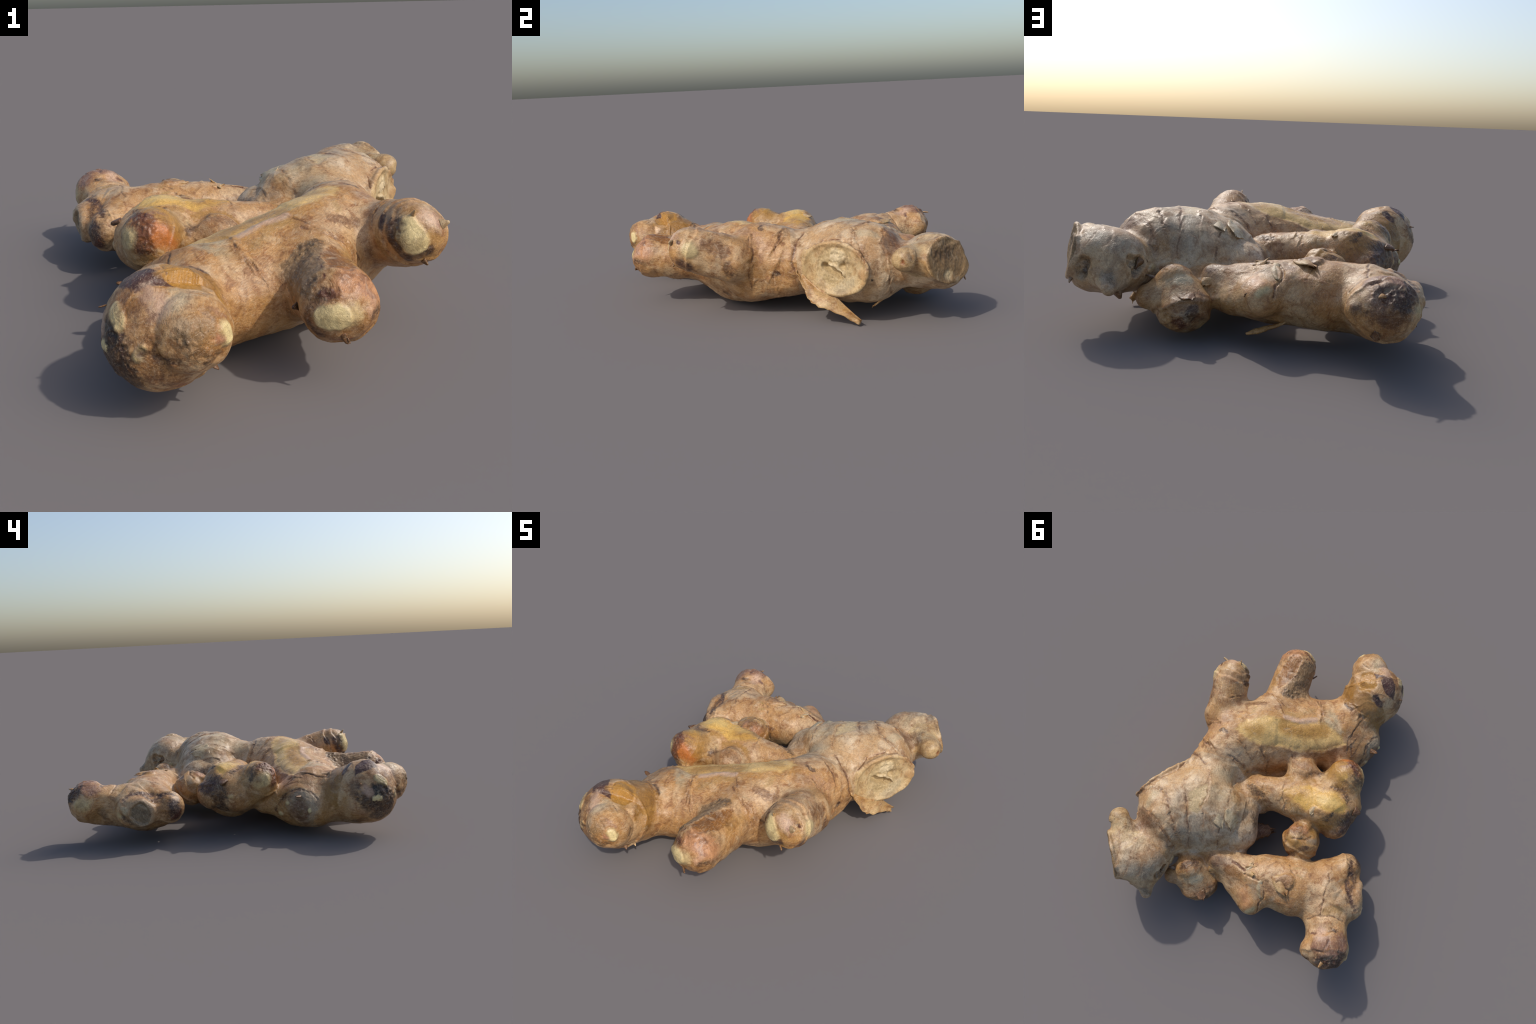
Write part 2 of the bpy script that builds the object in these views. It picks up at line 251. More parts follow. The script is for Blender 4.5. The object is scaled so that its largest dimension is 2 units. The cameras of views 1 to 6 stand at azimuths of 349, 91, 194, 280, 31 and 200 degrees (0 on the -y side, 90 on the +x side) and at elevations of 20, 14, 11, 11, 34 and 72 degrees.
blot('cut upper lip', 'cut_light', [(.601, .244, .373), (.613, .258, .362)], r=0.0325, soft=0.006, rag=0.012, op=0.8, depth=-0.004)
blot('cut hole', 'cut_dark', [(.563, .188, .307), (.594, .226, .288), (.625, .263, .269)], r=0.0139, soft=0.008, rag=0.006, op=0.9, depth=0.032)
blot('cut hole', 'cut_dark', [(.627, .272, .320)], r=0.0142, soft=0.012, rag=0.008, op=0.6, depth=0.015)
blot('cut fibre', 'cut_light', [(.580, .212, .319), (.611, .249, .308), (.636, .278, .276)], r=0.0069, soft=0.004, rag=0.006, op=0.9, depth=-0.01)
blot('cut foot', 'cream_skin', [(.624, .253, .193), (.661, .307, .244)], r=0.0367, soft=0.02, rag=0.012, op=0.7)
blot('cut lip', 'tan', [(.695, .355, .293), (.711, .377, .288)], r=0.0200, soft=0.008, rag=0.006, op=0.6, depth=-0.005)
blot('dark band', 'dark_brown', [(.285, .706, .302), (.226, .655, .296)], r=0.0261, soft=0.012, rag=0.016, op=0.9)
blot('fibre band', 'cream_skin', [(.245, .780, .253), (.172, .727, .262)], r=0.0234, soft=0.01, rag=0.01, op=0.9)
blot('black tip', 'black', [(.129, .837, .126), (.115, .824, .154)], r=0.0277, soft=0.01, rag=0.012, op=0.95)
blot('maroon tip', 'rust_dark', [(.178, .851, .102), (.156, .837, .081)], r=0.0279, soft=0.015, rag=0.015, op=0.9)
blot('brown knob', 'brown', [(.201, .853, .164), (.093, .782, .176), (.091, .784, .100)], r=0.0597, soft=0.04, rag=0.03, op=0.6)
blot('olive knob', 'khaki', [(.096, .769, .076)], r=0.0265, soft=0.03, rag=0.02, op=0.7)
blot('cut end face', 'cut_grey', [(.720, .748, .378), (.717, .777, .319)], r=0.0850, soft=0.01, rag=0.008, op=0.9)
blot('cut end dark', 'cut_dark', [(.739, .712, .393), (.687, .795, .384)], r=0.0283, soft=0.03, rag=0.02, op=0.8)
blot('cut end chip', 'cut_light', [(.726, .779, .281)], r=0.0244, soft=0.01, rag=0.012, op=0.7, depth=0.006)
blot('root socket', 'socket', [(.572, .901, .326), (.583, .900, .280)], r=0.0287, soft=0.012, rag=0.012, op=0.9, depth=0.025)
blot('root socket', 'socket', [(.399, .808, .328), (.385, .761, .316), (.391, .792, .283)], r=0.0269, soft=0.012, rag=0.012, op=0.9, depth=0.03)
blot('wrinkled scar', 'grey_skin', [(.461, .921, .274)], r=0.0355, soft=0.015, rag=0.02, op=0.8, depth=0.006)
blot('pale bud', 'khaki_cream', [(.376, .686, .275)], r=0.0218, soft=0.006, rag=0.004, op=0.9, depth=-0.006)
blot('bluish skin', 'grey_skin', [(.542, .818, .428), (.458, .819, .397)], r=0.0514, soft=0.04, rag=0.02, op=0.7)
blot('pale skin', 'cream_skin', [(.622, .727, .453), (.549, .668, .436)], r=0.0514, soft=0.04, rag=0.02, op=0.6)
blot('dark point', 'dark_cork', [(.449, .919, .272), (.430, .914, .256)], r=0.0147, soft=0.01, rag=0.01, op=0.6)
blot('nub eye', 'rust_orange', [(.795, .542, .371)], r=0.0109, soft=0.005, rag=0.005, op=0.9, depth=0.006)
blot('nub soot', 'soot', [(.791, .573, .404), (.799, .579, .382)], r=0.0109, soft=0.01, rag=0.01, op=0.7)
blot('crumpled root', 'purple_brown', [(.131, .609, .296), (.048, .600, .307)], r=0.0459, soft=0.03, rag=0.02, op=0.6)
blot('amber tear', 'amber_brown', [(.034, .639, .297), (-.037, .645, .310)], r=0.0322, soft=0.02, rag=0.02, op=0.7)
blot('torn strip', 'rust_brown', [(.014, .584, .311), (-.071, .613, .325)], r=0.0075, soft=0.004, rag=0.004, depth=0.004)
blot('sheath edge', 'rust_brown', [(-.079, .635, .322), (-.138, .642, .336), (-.192, .652, .340), (-.222, .694, .320), (-.228, .721, .296), (-.208, .768, .268), (-.213, .801, .236)], r=0.0043, soft=0.004, rag=0.004, depth=0.006)
blot('stub blush', 'salmon', [(-.103, .740, .281), (-.144, .791, .279)], r=0.0322, soft=0.04, rag=0.015, op=0.6)
blot('pale stub tip', 'khaki_cream', [(-.161, .826, .254), (-.183, .809, .263)], r=0.0215, soft=0.01, rag=0.008, op=0.9)
blot('brown pocket', 'tan_brown', [(-.215, .655, .341), (-.255, .674, .336)], r=0.0264, soft=0.012, rag=0.016, op=0.9, depth=0.004)
blot('scale bud', 'tan_brown', [(-.296, .619, .354), (-.323, .599, .355)], r=0.0395, soft=0.01, rag=0.012, op=0.7, depth=-0.012)
blot('scale bud heart', 'brown', [(-.303, .638, .350), (-.321, .642, .348)], r=0.0237, soft=0.01, rag=0.012, op=0.9, depth=0.006)
blot('straw mark', 'straw', [(-.352, .507, .333), (-.378, .499, .330)], r=0.0074, soft=0.003, rag=0.003, op=0.9)
blot('straw mark', 'straw', [(-.375, .541, .348), (-.406, .553, .351)], r=0.0063, soft=0.003, rag=0.003, op=0.9)
blot('ring crack', 'brown', [(-.313, .490, .320), (-.333, .533, .345), (-.360, .547, .349), (-.355, .631, .350), (-.337, .688, .328), (-.327, .726, .298)], r=0.0027, soft=0.003, rag=0.005, op=0.7, depth=0.0015)
blot('ring crack', 'brown', [(-.546, .475, .336), (-.562, .510, .348), (-.555, .574, .356), (-.564, .635, .346), (-.570, .712, .335)], r=0.0032, soft=0.004, rag=0.005, op=0.85, depth=0.002)
blot('amber patch', 'straw', [(-.602, .685, .341), (-.667, .651, .331)], r=0.0264, soft=0.01, rag=0.016, op=0.8)
blot('grey shoulder', 'pale', [(-.602, .551, .348), (-.647, .588, .334)], r=0.0582, soft=0.05, rag=0.02, op=0.6)
blot('dark crown', 'dark_brown', [(-.648, .348, .292), (-.672, .423, .286), (-.713, .462, .267), (-.694, .518, .297), (-.703, .588, .315)], r=0.0172, soft=0.012, rag=0.018, op=0.9, depth=0.003)
blot('scar plate', 'tan_brown', [(-.768, .511, .220)], r=0.1293, soft=0.02, rag=0.02, op=0.4)
blot('scar rim line', 'purple_brown', [(-.756, .617, .277), (-.726, .594, .301), (-.687, .537, .310), (-.664, .485, .295), (-.675, .427, .283)], r=0.0108, soft=0.01, rag=0.016, op=0.9, depth=0.003)
blot('scar rim line', 'blackish_brown', [(-.789, .617, .195), (-.785, .598, .166), (-.773, .544, .140)], r=0.0153, soft=0.012, rag=0.012, op=0.9, depth=0.004)
blot('scar collar', 'pale', [(-.768, .512, .211)], r=0.0794, soft=0.01, rag=0.014, op=0.7, depth=-0.006)
blot('scar disc', 'scar_grey', [(-.769, .517, .209)], r=0.0558, soft=0.005, rag=0.004, op=0.95, depth=0.014)
blot('scar shade line', 'rust_dark', [(-.755, .468, .248), (-.755, .457, .208), (-.762, .486, .164), (-.769, .521, .153)], r=0.0058, soft=0.004, rag=0.004, op=0.9)
blot('pale bud', 'cream_skin', [(-.787, .609, .235), (-.787, .602, .217)], r=0.0188, soft=0.006, rag=0.005, op=0.9, depth=-0.006)
blot('dark bud tip', 'black_purple', [(-.704, .329, .239), (-.694, .323, .177)], r=0.0393, soft=0.014, rag=0.014, op=0.95)
blot('maroon bud foot', 'rust_dark', [(-.693, .338, .159), (-.676, .309, .181)], r=0.0202, soft=0.014, rag=0.01, op=0.8)
blot('yellow flank', 'olive', [(-.223, .462, .160), (-.183, .476, .147)], r=0.0287, soft=0.03, rag=0.012, op=0.6)
blot('ball face', 'brown', [(-.695, .984, .292)], r=0.0899, soft=0.03, rag=0.02, op=0.85)
blot('ball ring', 'pale_rose', [(-.632, .975, .314), (-.648, .943, .355), (-.693, .903, .371), (-.740, .904, .348), (-.767, .920, .307)], r=0.0148, soft=0.012, rag=0.014, op=0.6, depth=-0.005)
blot('ball maroon', 'rust_dark', [(-.691, .968, .326), (-.728, .955, .319)], r=0.0423, soft=0.02, rag=0.02, op=0.85, depth=0.006)
blot('ball black', 'black', [(-.762, .940, .288), (-.750, .945, .303)], r=0.0213, soft=0.02, rag=0.02, op=0.85)
blot('ball bits', 'tan', [(-.685, .989, .284), (-.703, .970, .316)], r=0.0107, soft=0.01, rag=0.014, op=0.7, depth=-0.004)
blot('ball dark', 'dark_brown', [(-.557, .970, .269), (-.582, .978, .270)], r=0.0232, soft=0.02, rag=0.02, op=0.8)
blot('ball cream', 'khaki_cream', [(-.788, .638, .202)], r=0.0140, soft=0.01, rag=0.006, op=0.9)
blot('ball cream', 'khaki_cream', [(-.790, .876, .264), (-.789, .845, .255)], r=0.0412, soft=0.03, rag=0.012, op=0.8)
blot('ball tip', 'blackish_brown', [(-.732, .966, .292), (-.752, .920, .329)], r=0.0279, soft=0.03, rag=0.015, op=0.85)
blot('ball blush', 'rosy_brown', [(-.753, .884, .342), (-.733, .799, .337)], r=0.0322, soft=0.03, rag=0.02, op=0.8)
blot('ball soot', 'soot', [(-.763, .765, .220), (-.751, .754, .185)], r=0.0320, soft=0.03, rag=0.02, op=0.7)
blot('ball purple', 'rosy_brown', [(-.603, .892, .362), (-.644, .858, .377)], r=0.0417, soft=0.03, rag=0.02, op=0.8)
blot('ball purple', 'rosy_brown', [(-.717, .869, .368), (-.739, .813, .339)], r=0.0419, soft=0.03, rag=0.02, op=0.8)
blot('ball pale', 'pale_rose', [(-.605, .797, .355), (-.604, .829, .360)], r=0.0366, soft=0.03, rag=0.015, op=0.8)
blot('ball eye', 'blackish_brown', [(-.642, .780, .358), (-.677, .772, .353)], r=0.0115, soft=0.006, rag=0.008, op=0.9, depth=0.003)
blot('ball eye', 'rust_dark', [(-.557, .827, .327), (-.577, .824, .345)], r=0.0089, soft=0.006, rag=0.006, op=0.9)
blot('ball dark foot', 'dark_brown', [(-.651, .957, .344), (-.731, .954, .317), (-.759, .909, .327)], r=0.0447, soft=0.025, rag=0.02, op=0.85)
blot('ball fold', 'purple_brown', [(-.660, .842, .376), (-.645, .909, .372), (-.612, .919, .357)], r=0.0052, soft=0.006, rag=0.006, op=0.7, depth=0.004)
blot('ball neck', 'brown', [(-.509, .759, .282), (-.566, .724, .333), (-.640, .704, .340), (-.709, .710, .312)], r=0.0037, soft=0.004, rag=0.004, op=0.8, depth=0.005)
blot('rusty crown', 'rust_brown', [(-.248, .293, .333), (-.321, .269, .355)], r=0.0388, soft=0.02, rag=0.025, op=0.8)
blot('pink cheek', 'salmon', [(-.258, .271, .333), (-.238, .276, .314)], r=0.0254, soft=0.03, rag=0.01, op=0.8)
blot('cork square', 'grey_cork', [(-.316, .308, .364), (-.325, .322, .363)], r=0.0154, soft=0.008, rag=0.01, op=0.9)
blot('amber knob', 'amber_skin', [(-.269, .358, .340), (-.315, .366, .347)], r=0.0285, soft=0.02, rag=0.015, op=0.8)
blot('knob rim', 'purple_brown', [(-.392, .292, .336), (-.353, .333, .355), (-.292, .340, .357), (-.242, .365, .310), (-.258, .441, .212), (-.270, .454, .168)], r=0.0040, soft=0.004, rag=0.004, op=0.8, depth=0.004)
blot('knob joint', 'dark_brown', [(-.261, .431, .241), (-.315, .412, .302), (-.379, .369, .335)], r=0.0151, soft=0.012, rag=0.014, op=0.8, depth=0.004)
blot('knob rust foot', 'rust_dark', [(-.250, .412, .245), (-.279, .437, .250)], r=0.0218, soft=0.015, rag=0.012, op=0.8)
blot('knob grey', 'pale', [(-.386, .322, .345), (-.418, .310, .317)], r=0.0237, soft=0.02, rag=0.015, op=0.7)
blot('knob amber', 'amber_brown', [(-.427, .370, .272), (-.420, .384, .231)], r=0.0286, soft=0.03, rag=0.015, op=0.7)
blot('knob orange', 'salmon', [(-.345, .278, .355), (-.337, .252, .343)], r=0.0216, soft=0.02, rag=0.012, op=0.8)
blot('ochre spread', 'gold', [(-.201, .106, .402), (-.397, .055, .424), (-.456, .166, .389)], r=0.0936, op=0.6, soft=0.05, rag=0.04)
patch('peeled flesh of the middle finger', 'yellow_flesh', [(-.136, .091, .390), (-.185, .057, .394), (-.280, .005, .381), (-.315, .021, .398), (-.353, .142, .412), (-.302, .164, .384), (-.212, .140, .394)], out=(.224, .035, .974), depth=0.003, soft=0.012, rag=0.016, op=0.9)
patch('peeled flesh of the middle finger', 'yellow_flesh', [(-.282, .010, .384), (-.442, .006, .416), (-.514, .043, .399), (-.538, .073, .378), (-.519, .107, .380), (-.464, .130, .410), (-.373, .124, .422), (-.328, .127, .409)], out=(-.230, .131, .964), depth=0.004, soft=0.012, rag=0.016, op=0.9)
blot('amber side of the peel', 'amber_flesh', [(-.178, .090, .397), (-.265, .067, .403)], r=0.0368, op=0.6, soft=0.02, rag=0.01)
blot('bright grains', 'flesh_bright', [(-.372, .082, .425), (-.448, .082, .424)], r=0.0365, op=0.6, soft=0.03, rag=0.02)
blot('amber skin', 'amber_skin', [(-.165, -.002, .365), (-.208, -.004, .377), (-.287, -.028, .370)], r=0.0186, op=0.7, soft=0.006, rag=0.02)
blot('amber skin', 'amber_skin', [(-.336, -.006, .394), (-.369, -.009, .405)], r=0.0164, op=0.7, soft=0.006, rag=0.015)
blot('brown crease', 'dark_brown', [(-.417, -.018, .414), (-.479, -.013, .410), (-.528, .031, .391)], r=0.0156, op=0.9, soft=0.012, rag=0.02, depth=0.004)
blot('brown crease', 'dark_brown', [(-.310, -.096, .343), (-.331, -.114, .338)], r=0.0210, op=0.8, soft=0.02, rag=0.02)
patch('yellow window', 'yellow_flesh', [(-.393, -.107, .421), (-.418, -.146, .437), (-.459, -.134, .448), (-.477, -.092, .441), (-.460, -.068, .430), (-.419, -.065, .422)], out=(.223, .198, .955), soft=0.004, rag=0.006, op=0.8)
blot('amber bud', 'amber_skin', [(-.377, -.093, .404), (-.441, -.050, .422)], r=0.0370, op=0.8, soft=0.03, rag=0.015)
blot('orange bud', 'orange', [(-.451, -.233, .378), (-.393, -.213, .366)], r=0.0614, op=0.95, soft=0.03, rag=0.012)
blot('orange bud', 'amber_skin', [(-.425, -.155, .438), (-.370, -.169, .385)], r=0.0582, op=0.9, soft=0.03, rag=0.012)
blot('red brown bud', 'rust_dark', [(-.485, -.191, .427), (-.522, -.215, .378), (-.495, -.237, .323)], r=0.0369, op=0.85, soft=0.012, rag=0.012)
blot('pale bud side', 'khaki_cream', [(-.554, -.190, .364), (-.561, -.185, .329)], r=0.0266, op=0.8, soft=0.01, rag=0.008)
blot('bud base', 'khaki_cream', [(-.574, -.148, .332), (-.554, -.187, .368)], r=0.0400, op=0.7, soft=0.03, rag=0.015)
blot('bud base eye', 'rust_brown', [(-.574, -.142, .350)], r=0.0178, op=0.7, soft=0.012, rag=0.01)
blot('bud black streak', 'black', [(-.560, -.122, .393), (-.571, -.099, .354)], r=0.0143, op=0.85, soft=0.012, rag=0.014)
blot('bud grey', 'grey_cork', [(-.547, -.069, .386), (-.532, -.100, .420)], r=0.0269, op=0.7, soft=0.02, rag=0.02)
blot('bud rust top', 'rust_brown', [(-.522, -.144, .430), (-.486, -.219, .399), (-.488, -.239, .335)], r=0.0248, op=0.85, soft=0.02, rag=0.02)
blot('bud cap line', 'rosy_brown', [(-.402, -.159, .426), (-.449, -.154, .444), (-.484, -.184, .431)], r=0.0082, op=0.7, soft=0.01, rag=0.008)
blot('bud rust side', 'rust_dark', [(-.485, -.179, .434), (-.535, -.132, .422)], r=0.0206, op=0.85, soft=0.02, rag=0.012)
blot('bud grey purple', 'soot', [(-.527, -.114, .427), (-.560, -.103, .386)], r=0.0206, op=0.8, soft=0.02, rag=0.02)
blot('dark tip', 'blackish_brown', [(-.558, .155, .318), (-.596, .088, .279), (-.573, .089, .200)], r=0.0678, op=0.9, soft=0.03, rag=0.035)
blot('tan tip lobe', 'tan', [(-.573, .179, .238), (-.575, .157, .224)], r=0.0341, op=0.8, soft=0.03, rag=0.015)
blot('tip bud', 'cream', [(-.605, .018, .265), (-.602, .005, .262)], r=0.0125, op=0.8, soft=0.008, rag=0.008, depth=-0.005)
blot('dark tip edge', 'purple_brown', [(-.524, .216, .310), (-.565, .164, .303), (-.564, .103, .340)], r=0.0310, op=0.85, soft=0.025, rag=0.03)
blot('torn mark', 'blackish_brown', [(-.434, .189, .379), (-.454, .138, .412)], r=0.0081, op=0.9, soft=0.006, rag=0.014)
blot('torn mark', 'blackish_brown', [(-.407, .218, .338), (-.426, .212, .347)], r=0.0070, op=0.9, soft=0.005, rag=0.01)
blot('grey scrap', 'grey_cork', [(-.389, .160, .412), (-.410, .173, .406)], r=0.0243, op=0.6, soft=0.012, rag=0.012)
blot('olive skin', 'olive_amber', [(-.373, .226, .304), (-.469, .199, .347)], r=0.0453, op=0.7, soft=0.04, rag=0.03)
blot('pale scrap', 'straw', [(-.199, .163, .379), (-.261, .182, .363)], r=0.0246, op=0.6, soft=0.012, rag=0.015)
blot('brown bud', 'brown', [(-.155, -.109, .367), (-.205, -.118, .377)], r=0.0313, op=0.65, soft=0.03, rag=0.03)
blot('grey bud side', 'grey_cork', [(-.214, -.050, .382), (-.250, -.074, .375)], r=0.0270, op=0.6, soft=0.02, rag=0.02)
blot('amber bud base', 'amber_skin', [(-.123, -.021, .335), (-.163, -.007, .363)], r=0.0167, op=0.8, soft=0.012, rag=0.015)
blot('ring crack', 'brown', [(-.126, .063, .384), (-.137, .115, .388), (-.166, .170, .365), (-.183, .205, .318)], r=0.0025, soft=0.003, rag=0.004, op=0.8, depth=0.003)
blot('ring crack', 'brown', [(.017, .045, .348), (-.006, .108, .368), (-.027, .158, .348)], r=0.0021, soft=0.003, rag=0.004, op=0.6, depth=0.002)
blot('joint brown', 'brown', [(.008, .145, .354), (-.020, .191, .312)], r=0.0187, soft=0.03, rag=0.02, op=0.6)
blot('growth ring', 'brown', [(.201, -.505, .308), (.141, -.480, .384), (.084, -.439, .417), (.018, -.366, .444)], r=0.0034, soft=0.0035, rag=0.0035, op=0.8, depth=0.003)
blot('growth ring', 'brown', [(-.164, -.557, .331), (-.208, -.488, .373), (-.204, -.440, .390), (-.215, -.395, .401)], r=0.0028, soft=0.0035, rag=0.0035, op=0.8, depth=0.003)
blot('growth ring', 'brown', [(-.423, -.538, .353), (-.440, -.505, .340), (-.420, -.413, .359), (-.431, -.342, .342), (-.458, -.288, .294)], r=0.0040, soft=0.006, rag=0.0035, op=0.8, depth=0.003)
blot('growth ring', 'brown', [(-.280, -.656, .288), (-.357, -.596, .360), (-.423, -.554, .359), (-.441, -.522, .344)], r=0.0034, soft=0.0035, rag=0.0035, op=0.8, depth=0.003)
blot('growth ring', 'brown', [(.253, -.347, .421), (.229, -.287, .461), (.240, -.239, .474)], r=0.0022, soft=0.0035, rag=0.0035, op=0.5, depth=0.003)
blot('growth ring', 'brown', [(.436, -.053, .389), (.376, -.020, .444), (.327, -.001, .460)], r=0.0033, soft=0.0035, rag=0.0035, op=0.8, depth=0.003)
blot('growth ring', 'brown', [(.233, .006, .450), (.185, .016, .423), (.152, .018, .392), (.120, .036, .336)], r=0.0049, soft=0.0035, rag=0.0035, op=0.8, depth=0.003)
blot('growth ring', 'brown', [(.222, -.096, .478), (.153, -.057, .437), (.115, -.022, .384)], r=0.0027, soft=0.0035, rag=0.0035, op=0.6, depth=0.003)
blot('growth ring', 'brown', [(.078, -.104, .427), (.040, -.074, .379), (.017, -.056, .333), (.019, -.022, .267)], r=0.0039, soft=0.0035, rag=0.0035, op=0.8, depth=0.003)
blot('growth ring', 'brown', [(-.088, -.175, .391), (-.117, -.140, .346)], r=0.0044, soft=0.0035, rag=0.0035, op=0.6, depth=0.003)
blot('growth ring', 'brown', [(.376, -.337, .462), (.336, -.371, .454), (.300, -.410, .418)], r=0.0022, soft=0.0035, rag=0.0035, op=0.8, depth=0.003)
blot('growth ring', 'brown', [(.434, -.189, .395), (.356, -.200, .447)], r=0.0022, soft=0.0035, rag=0.0035, op=0.7, depth=0.003)
blot('growth ring', 'brown', [(.038, -.425, .422), (.099, -.464, .405), (.168, -.476, .370), (.211, -.472, .323)], r=0.0070, soft=0.0035, rag=0.0035, op=0.8, depth=0.003)
blot('growth ring', 'brown', [(-.203, -.451, .387), (-.178, -.515, .360), (-.148, -.554, .332)], r=0.0059, soft=0.0035, rag=0.0035, op=0.7, depth=0.003)
blot('growth ring', 'brown', [(.137, -.460, .396), (.162, -.460, .384), (.207, -.464, .340), (.243, -.450, .296)], r=0.0048, soft=0.0035, rag=0.0035, op=0.8, depth=0.003)
blot('growth ring', 'brown', [(.114, -.473, .398), (.158, -.478, .376), (.201, -.483, .327), (.208, -.501, .238)], r=0.0034, soft=0.0035, rag=0.0035, op=0.8, depth=0.003)
blot('growth ring', 'brown', [(-.202, -.479, .376), (-.149, -.545, .339), (-.121, -.591, .281)], r=0.0018, soft=0.0035, rag=0.0035, op=0.5, depth=0.003)
blot('growth ring', 'brown', [(-.299, -.624, .323), (-.272, -.657, .273), (-.282, -.672, .160)], r=0.0032, soft=0.0035, rag=0.0035, op=0.8, depth=0.003)
blot('growth ring', 'brown', [(.360, -.177, .446), (.449, -.170, .359), (.472, -.203, .268), (.435, -.189, .177)], r=0.0048, soft=0.0035, rag=0.0035, op=0.7, depth=0.003)
blot('growth ring', 'brown', [(.353, -.022, .457), (.436, -.055, .389), (.463, -.070, .260), (.415, -.047, .124)], r=0.0048, soft=0.0035, rag=0.0035, op=0.8, depth=0.003)
blot('growth ring', 'brown', [(.356, .103, .442), (.448, .049, .387), (.483, .026, .319), (.493, .061, .242)], r=0.0057, soft=0.0035, rag=0.0035, op=0.8, depth=0.003)
blot('growth ring', 'brown', [(.500, .359, .499), (.456, .430, .504), (.414, .490, .486), (.380, .526, .458), (.350, .559, .417)], r=0.0034, soft=0.0035, rag=0.0035, op=0.8, depth=0.002)
blot('growth ring', 'brown', [(.434, .243, .481), (.392, .328, .501), (.354, .405, .493), (.318, .486, .457), (.296, .549, .397), (.295, .590, .312)], r=0.0034, soft=0.0035, rag=0.0035, op=0.8, depth=0.002)
blot('growth ring', 'tan_brown', [(.320, .131, .452), (.286, .210, .479), (.265, .301, .493), (.282, .367, .489), (.242, .425, .462), (.225, .492, .415), (.226, .536, .368)], r=0.0028, soft=0.0035, rag=0.0035, op=0.8, depth=0.002)
blot('growth ring', 'tan_brown', [(.154, .115, .325), (.167, .167, .391), (.149, .239, .439), (.146, .285, .452)], r=0.0029, soft=0.0035, rag=0.0035, op=0.8, depth=0.002)
blot('growth ring', 'brown', [(.143, .439, .414), (.141, .499, .361), (.147, .545, .255)], r=0.0046, soft=0.0035, rag=0.0035, op=0.8, depth=0.002)
blot('growth ring', 'tan_brown', [(.061, .191, .319), (.049, .274, .379), (.036, .329, .368), (-.000, .454, .323)], r=0.0023, soft=0.0035, rag=0.0035, op=0.8, depth=0.002)
blot('growth ring', 'brown', [(.525, .501, .478), (.454, .551, .460), (.405, .589, .413), (.378, .621, .299)], r=0.0034, soft=0.0035, rag=0.0035, op=0.8, depth=0.002)
blot('growth ring', 'tan_brown', [(.623, .326, .440), (.556, .334, .480), (.517, .364, .498)], r=0.0029, soft=0.0035, rag=0.0035, op=0.8, depth=0.002)
blot('growth ring', 'tan_brown', [(.689, .648, .430), (.643, .734, .454), (.632, .822, .444)], r=0.0023, soft=0.0035, rag=0.0035, op=0.8, depth=0.0012)
blot('growth ring', 'tan_brown', [(.583, .654, .431), (.566, .748, .451), (.562, .825, .431), (.574, .875, .392)], r=0.0023, soft=0.0035, rag=0.0035, op=0.8, depth=0.0012)
blot('growth ring', 'tan_brown', [(.578, .590, .398), (.512, .625, .408), (.487, .688, .434), (.493, .790, .429), (.497, .843, .394)], r=0.0034, soft=0.0035, rag=0.0035, op=0.8, depth=0.0012)
blot('growth ring', 'brown', [(.548, .497, .472), (.452, .564, .450), (.396, .599, .394), (.374, .617, .325)], r=0.0058, soft=0.0035, rag=0.0035, op=0.8, depth=0.003)
blot('growth ring', 'brown', [(.463, .427, .505), (.386, .536, .454), (.346, .568, .405), (.344, .600, .345)], r=0.0021, soft=0.0035, rag=0.0035, op=0.8, depth=0.003)
blot('growth ring', 'brown', [(.521, .340, .492), (.603, .342, .456), (.672, .372, .400), (.700, .391, .358)], r=0.0024, soft=0.0035, rag=0.0035, op=0.8, depth=0.003)
blot('growth ring', 'brown', [(.548, .492, .474), (.619, .472, .432), (.649, .494, .373), (.664, .499, .294), (.644, .507, .217), (.580, .530, .153)], r=0.0029, soft=0.0035, rag=0.0035, op=0.8, depth=0.003)
blot('growth ring', 'rust_brown', [(.464, .061, .312), (.488, .104, .377), (.506, .188, .429), (.579, .272, .449), (.634, .322, .435), (.690, .361, .381), (.715, .389, .321)], r=0.0029, soft=0.004, rag=0.0035, op=0.9, depth=0.004)
blot('brown side', 'brown', [(.490, .029, .260), (.477, .048, .189)], r=0.0254, op=0.6, soft=0.04, rag=0.03)
blot('brown belly', 'tan_brown', [(.262, -.417, .157), (.302, -.335, .124)], r=0.0404, op=0.6, soft=0.03, rag=0.02)
blot('brown throat', 'brown', [(.283, -.436, .339), (.332, -.387, .232)], r=0.0227, op=0.6, soft=0.03, rag=0.02)
blot('brown throat', 'brown', [(-.060, -.619, .224), (-.033, -.587, .161)], r=0.0205, op=0.6, soft=0.03, rag=0.02)
blot('brown throat', 'tan_brown', [(.199, -.512, .297), (.192, -.595, .258)], r=0.0299, op=0.6, soft=0.04, rag=0.03)
blot('amber shoulder', 'amber_skin', [(-.295, -.716, .313), (-.296, -.656, .314)], r=0.0291, op=0.8, soft=0.02, rag=0.015)
blot('amber shoulder', 'amber_skin', [(.154, -.638, .364), (.162, -.541, .354)], r=0.0289, op=0.6, soft=0.03, rag=0.015)
blot('straw cheek', 'straw', [(.441, -.299, .443), (.392, -.229, .437)], r=0.0447, op=0.5, soft=0.04, rag=0.02)
blot('rosy back', 'rosy', [(.377, -.159, .437), (.331, -.230, .454)], r=0.0608, op=0.5, soft=0.05, rag=0.03)
blot('pale crest', 'pale_rose', [(.005, -.344, .448), (-.181, -.402, .402)], r=0.0155, op=0.8, soft=0.01, rag=0.01)
blot('pale crest', 'cream_skin', [(-.257, -.420, .392), (-.338, -.387, .385), (-.277, -.471, .376)], r=0.0252, op=0.7, soft=0.02, rag=0.02)
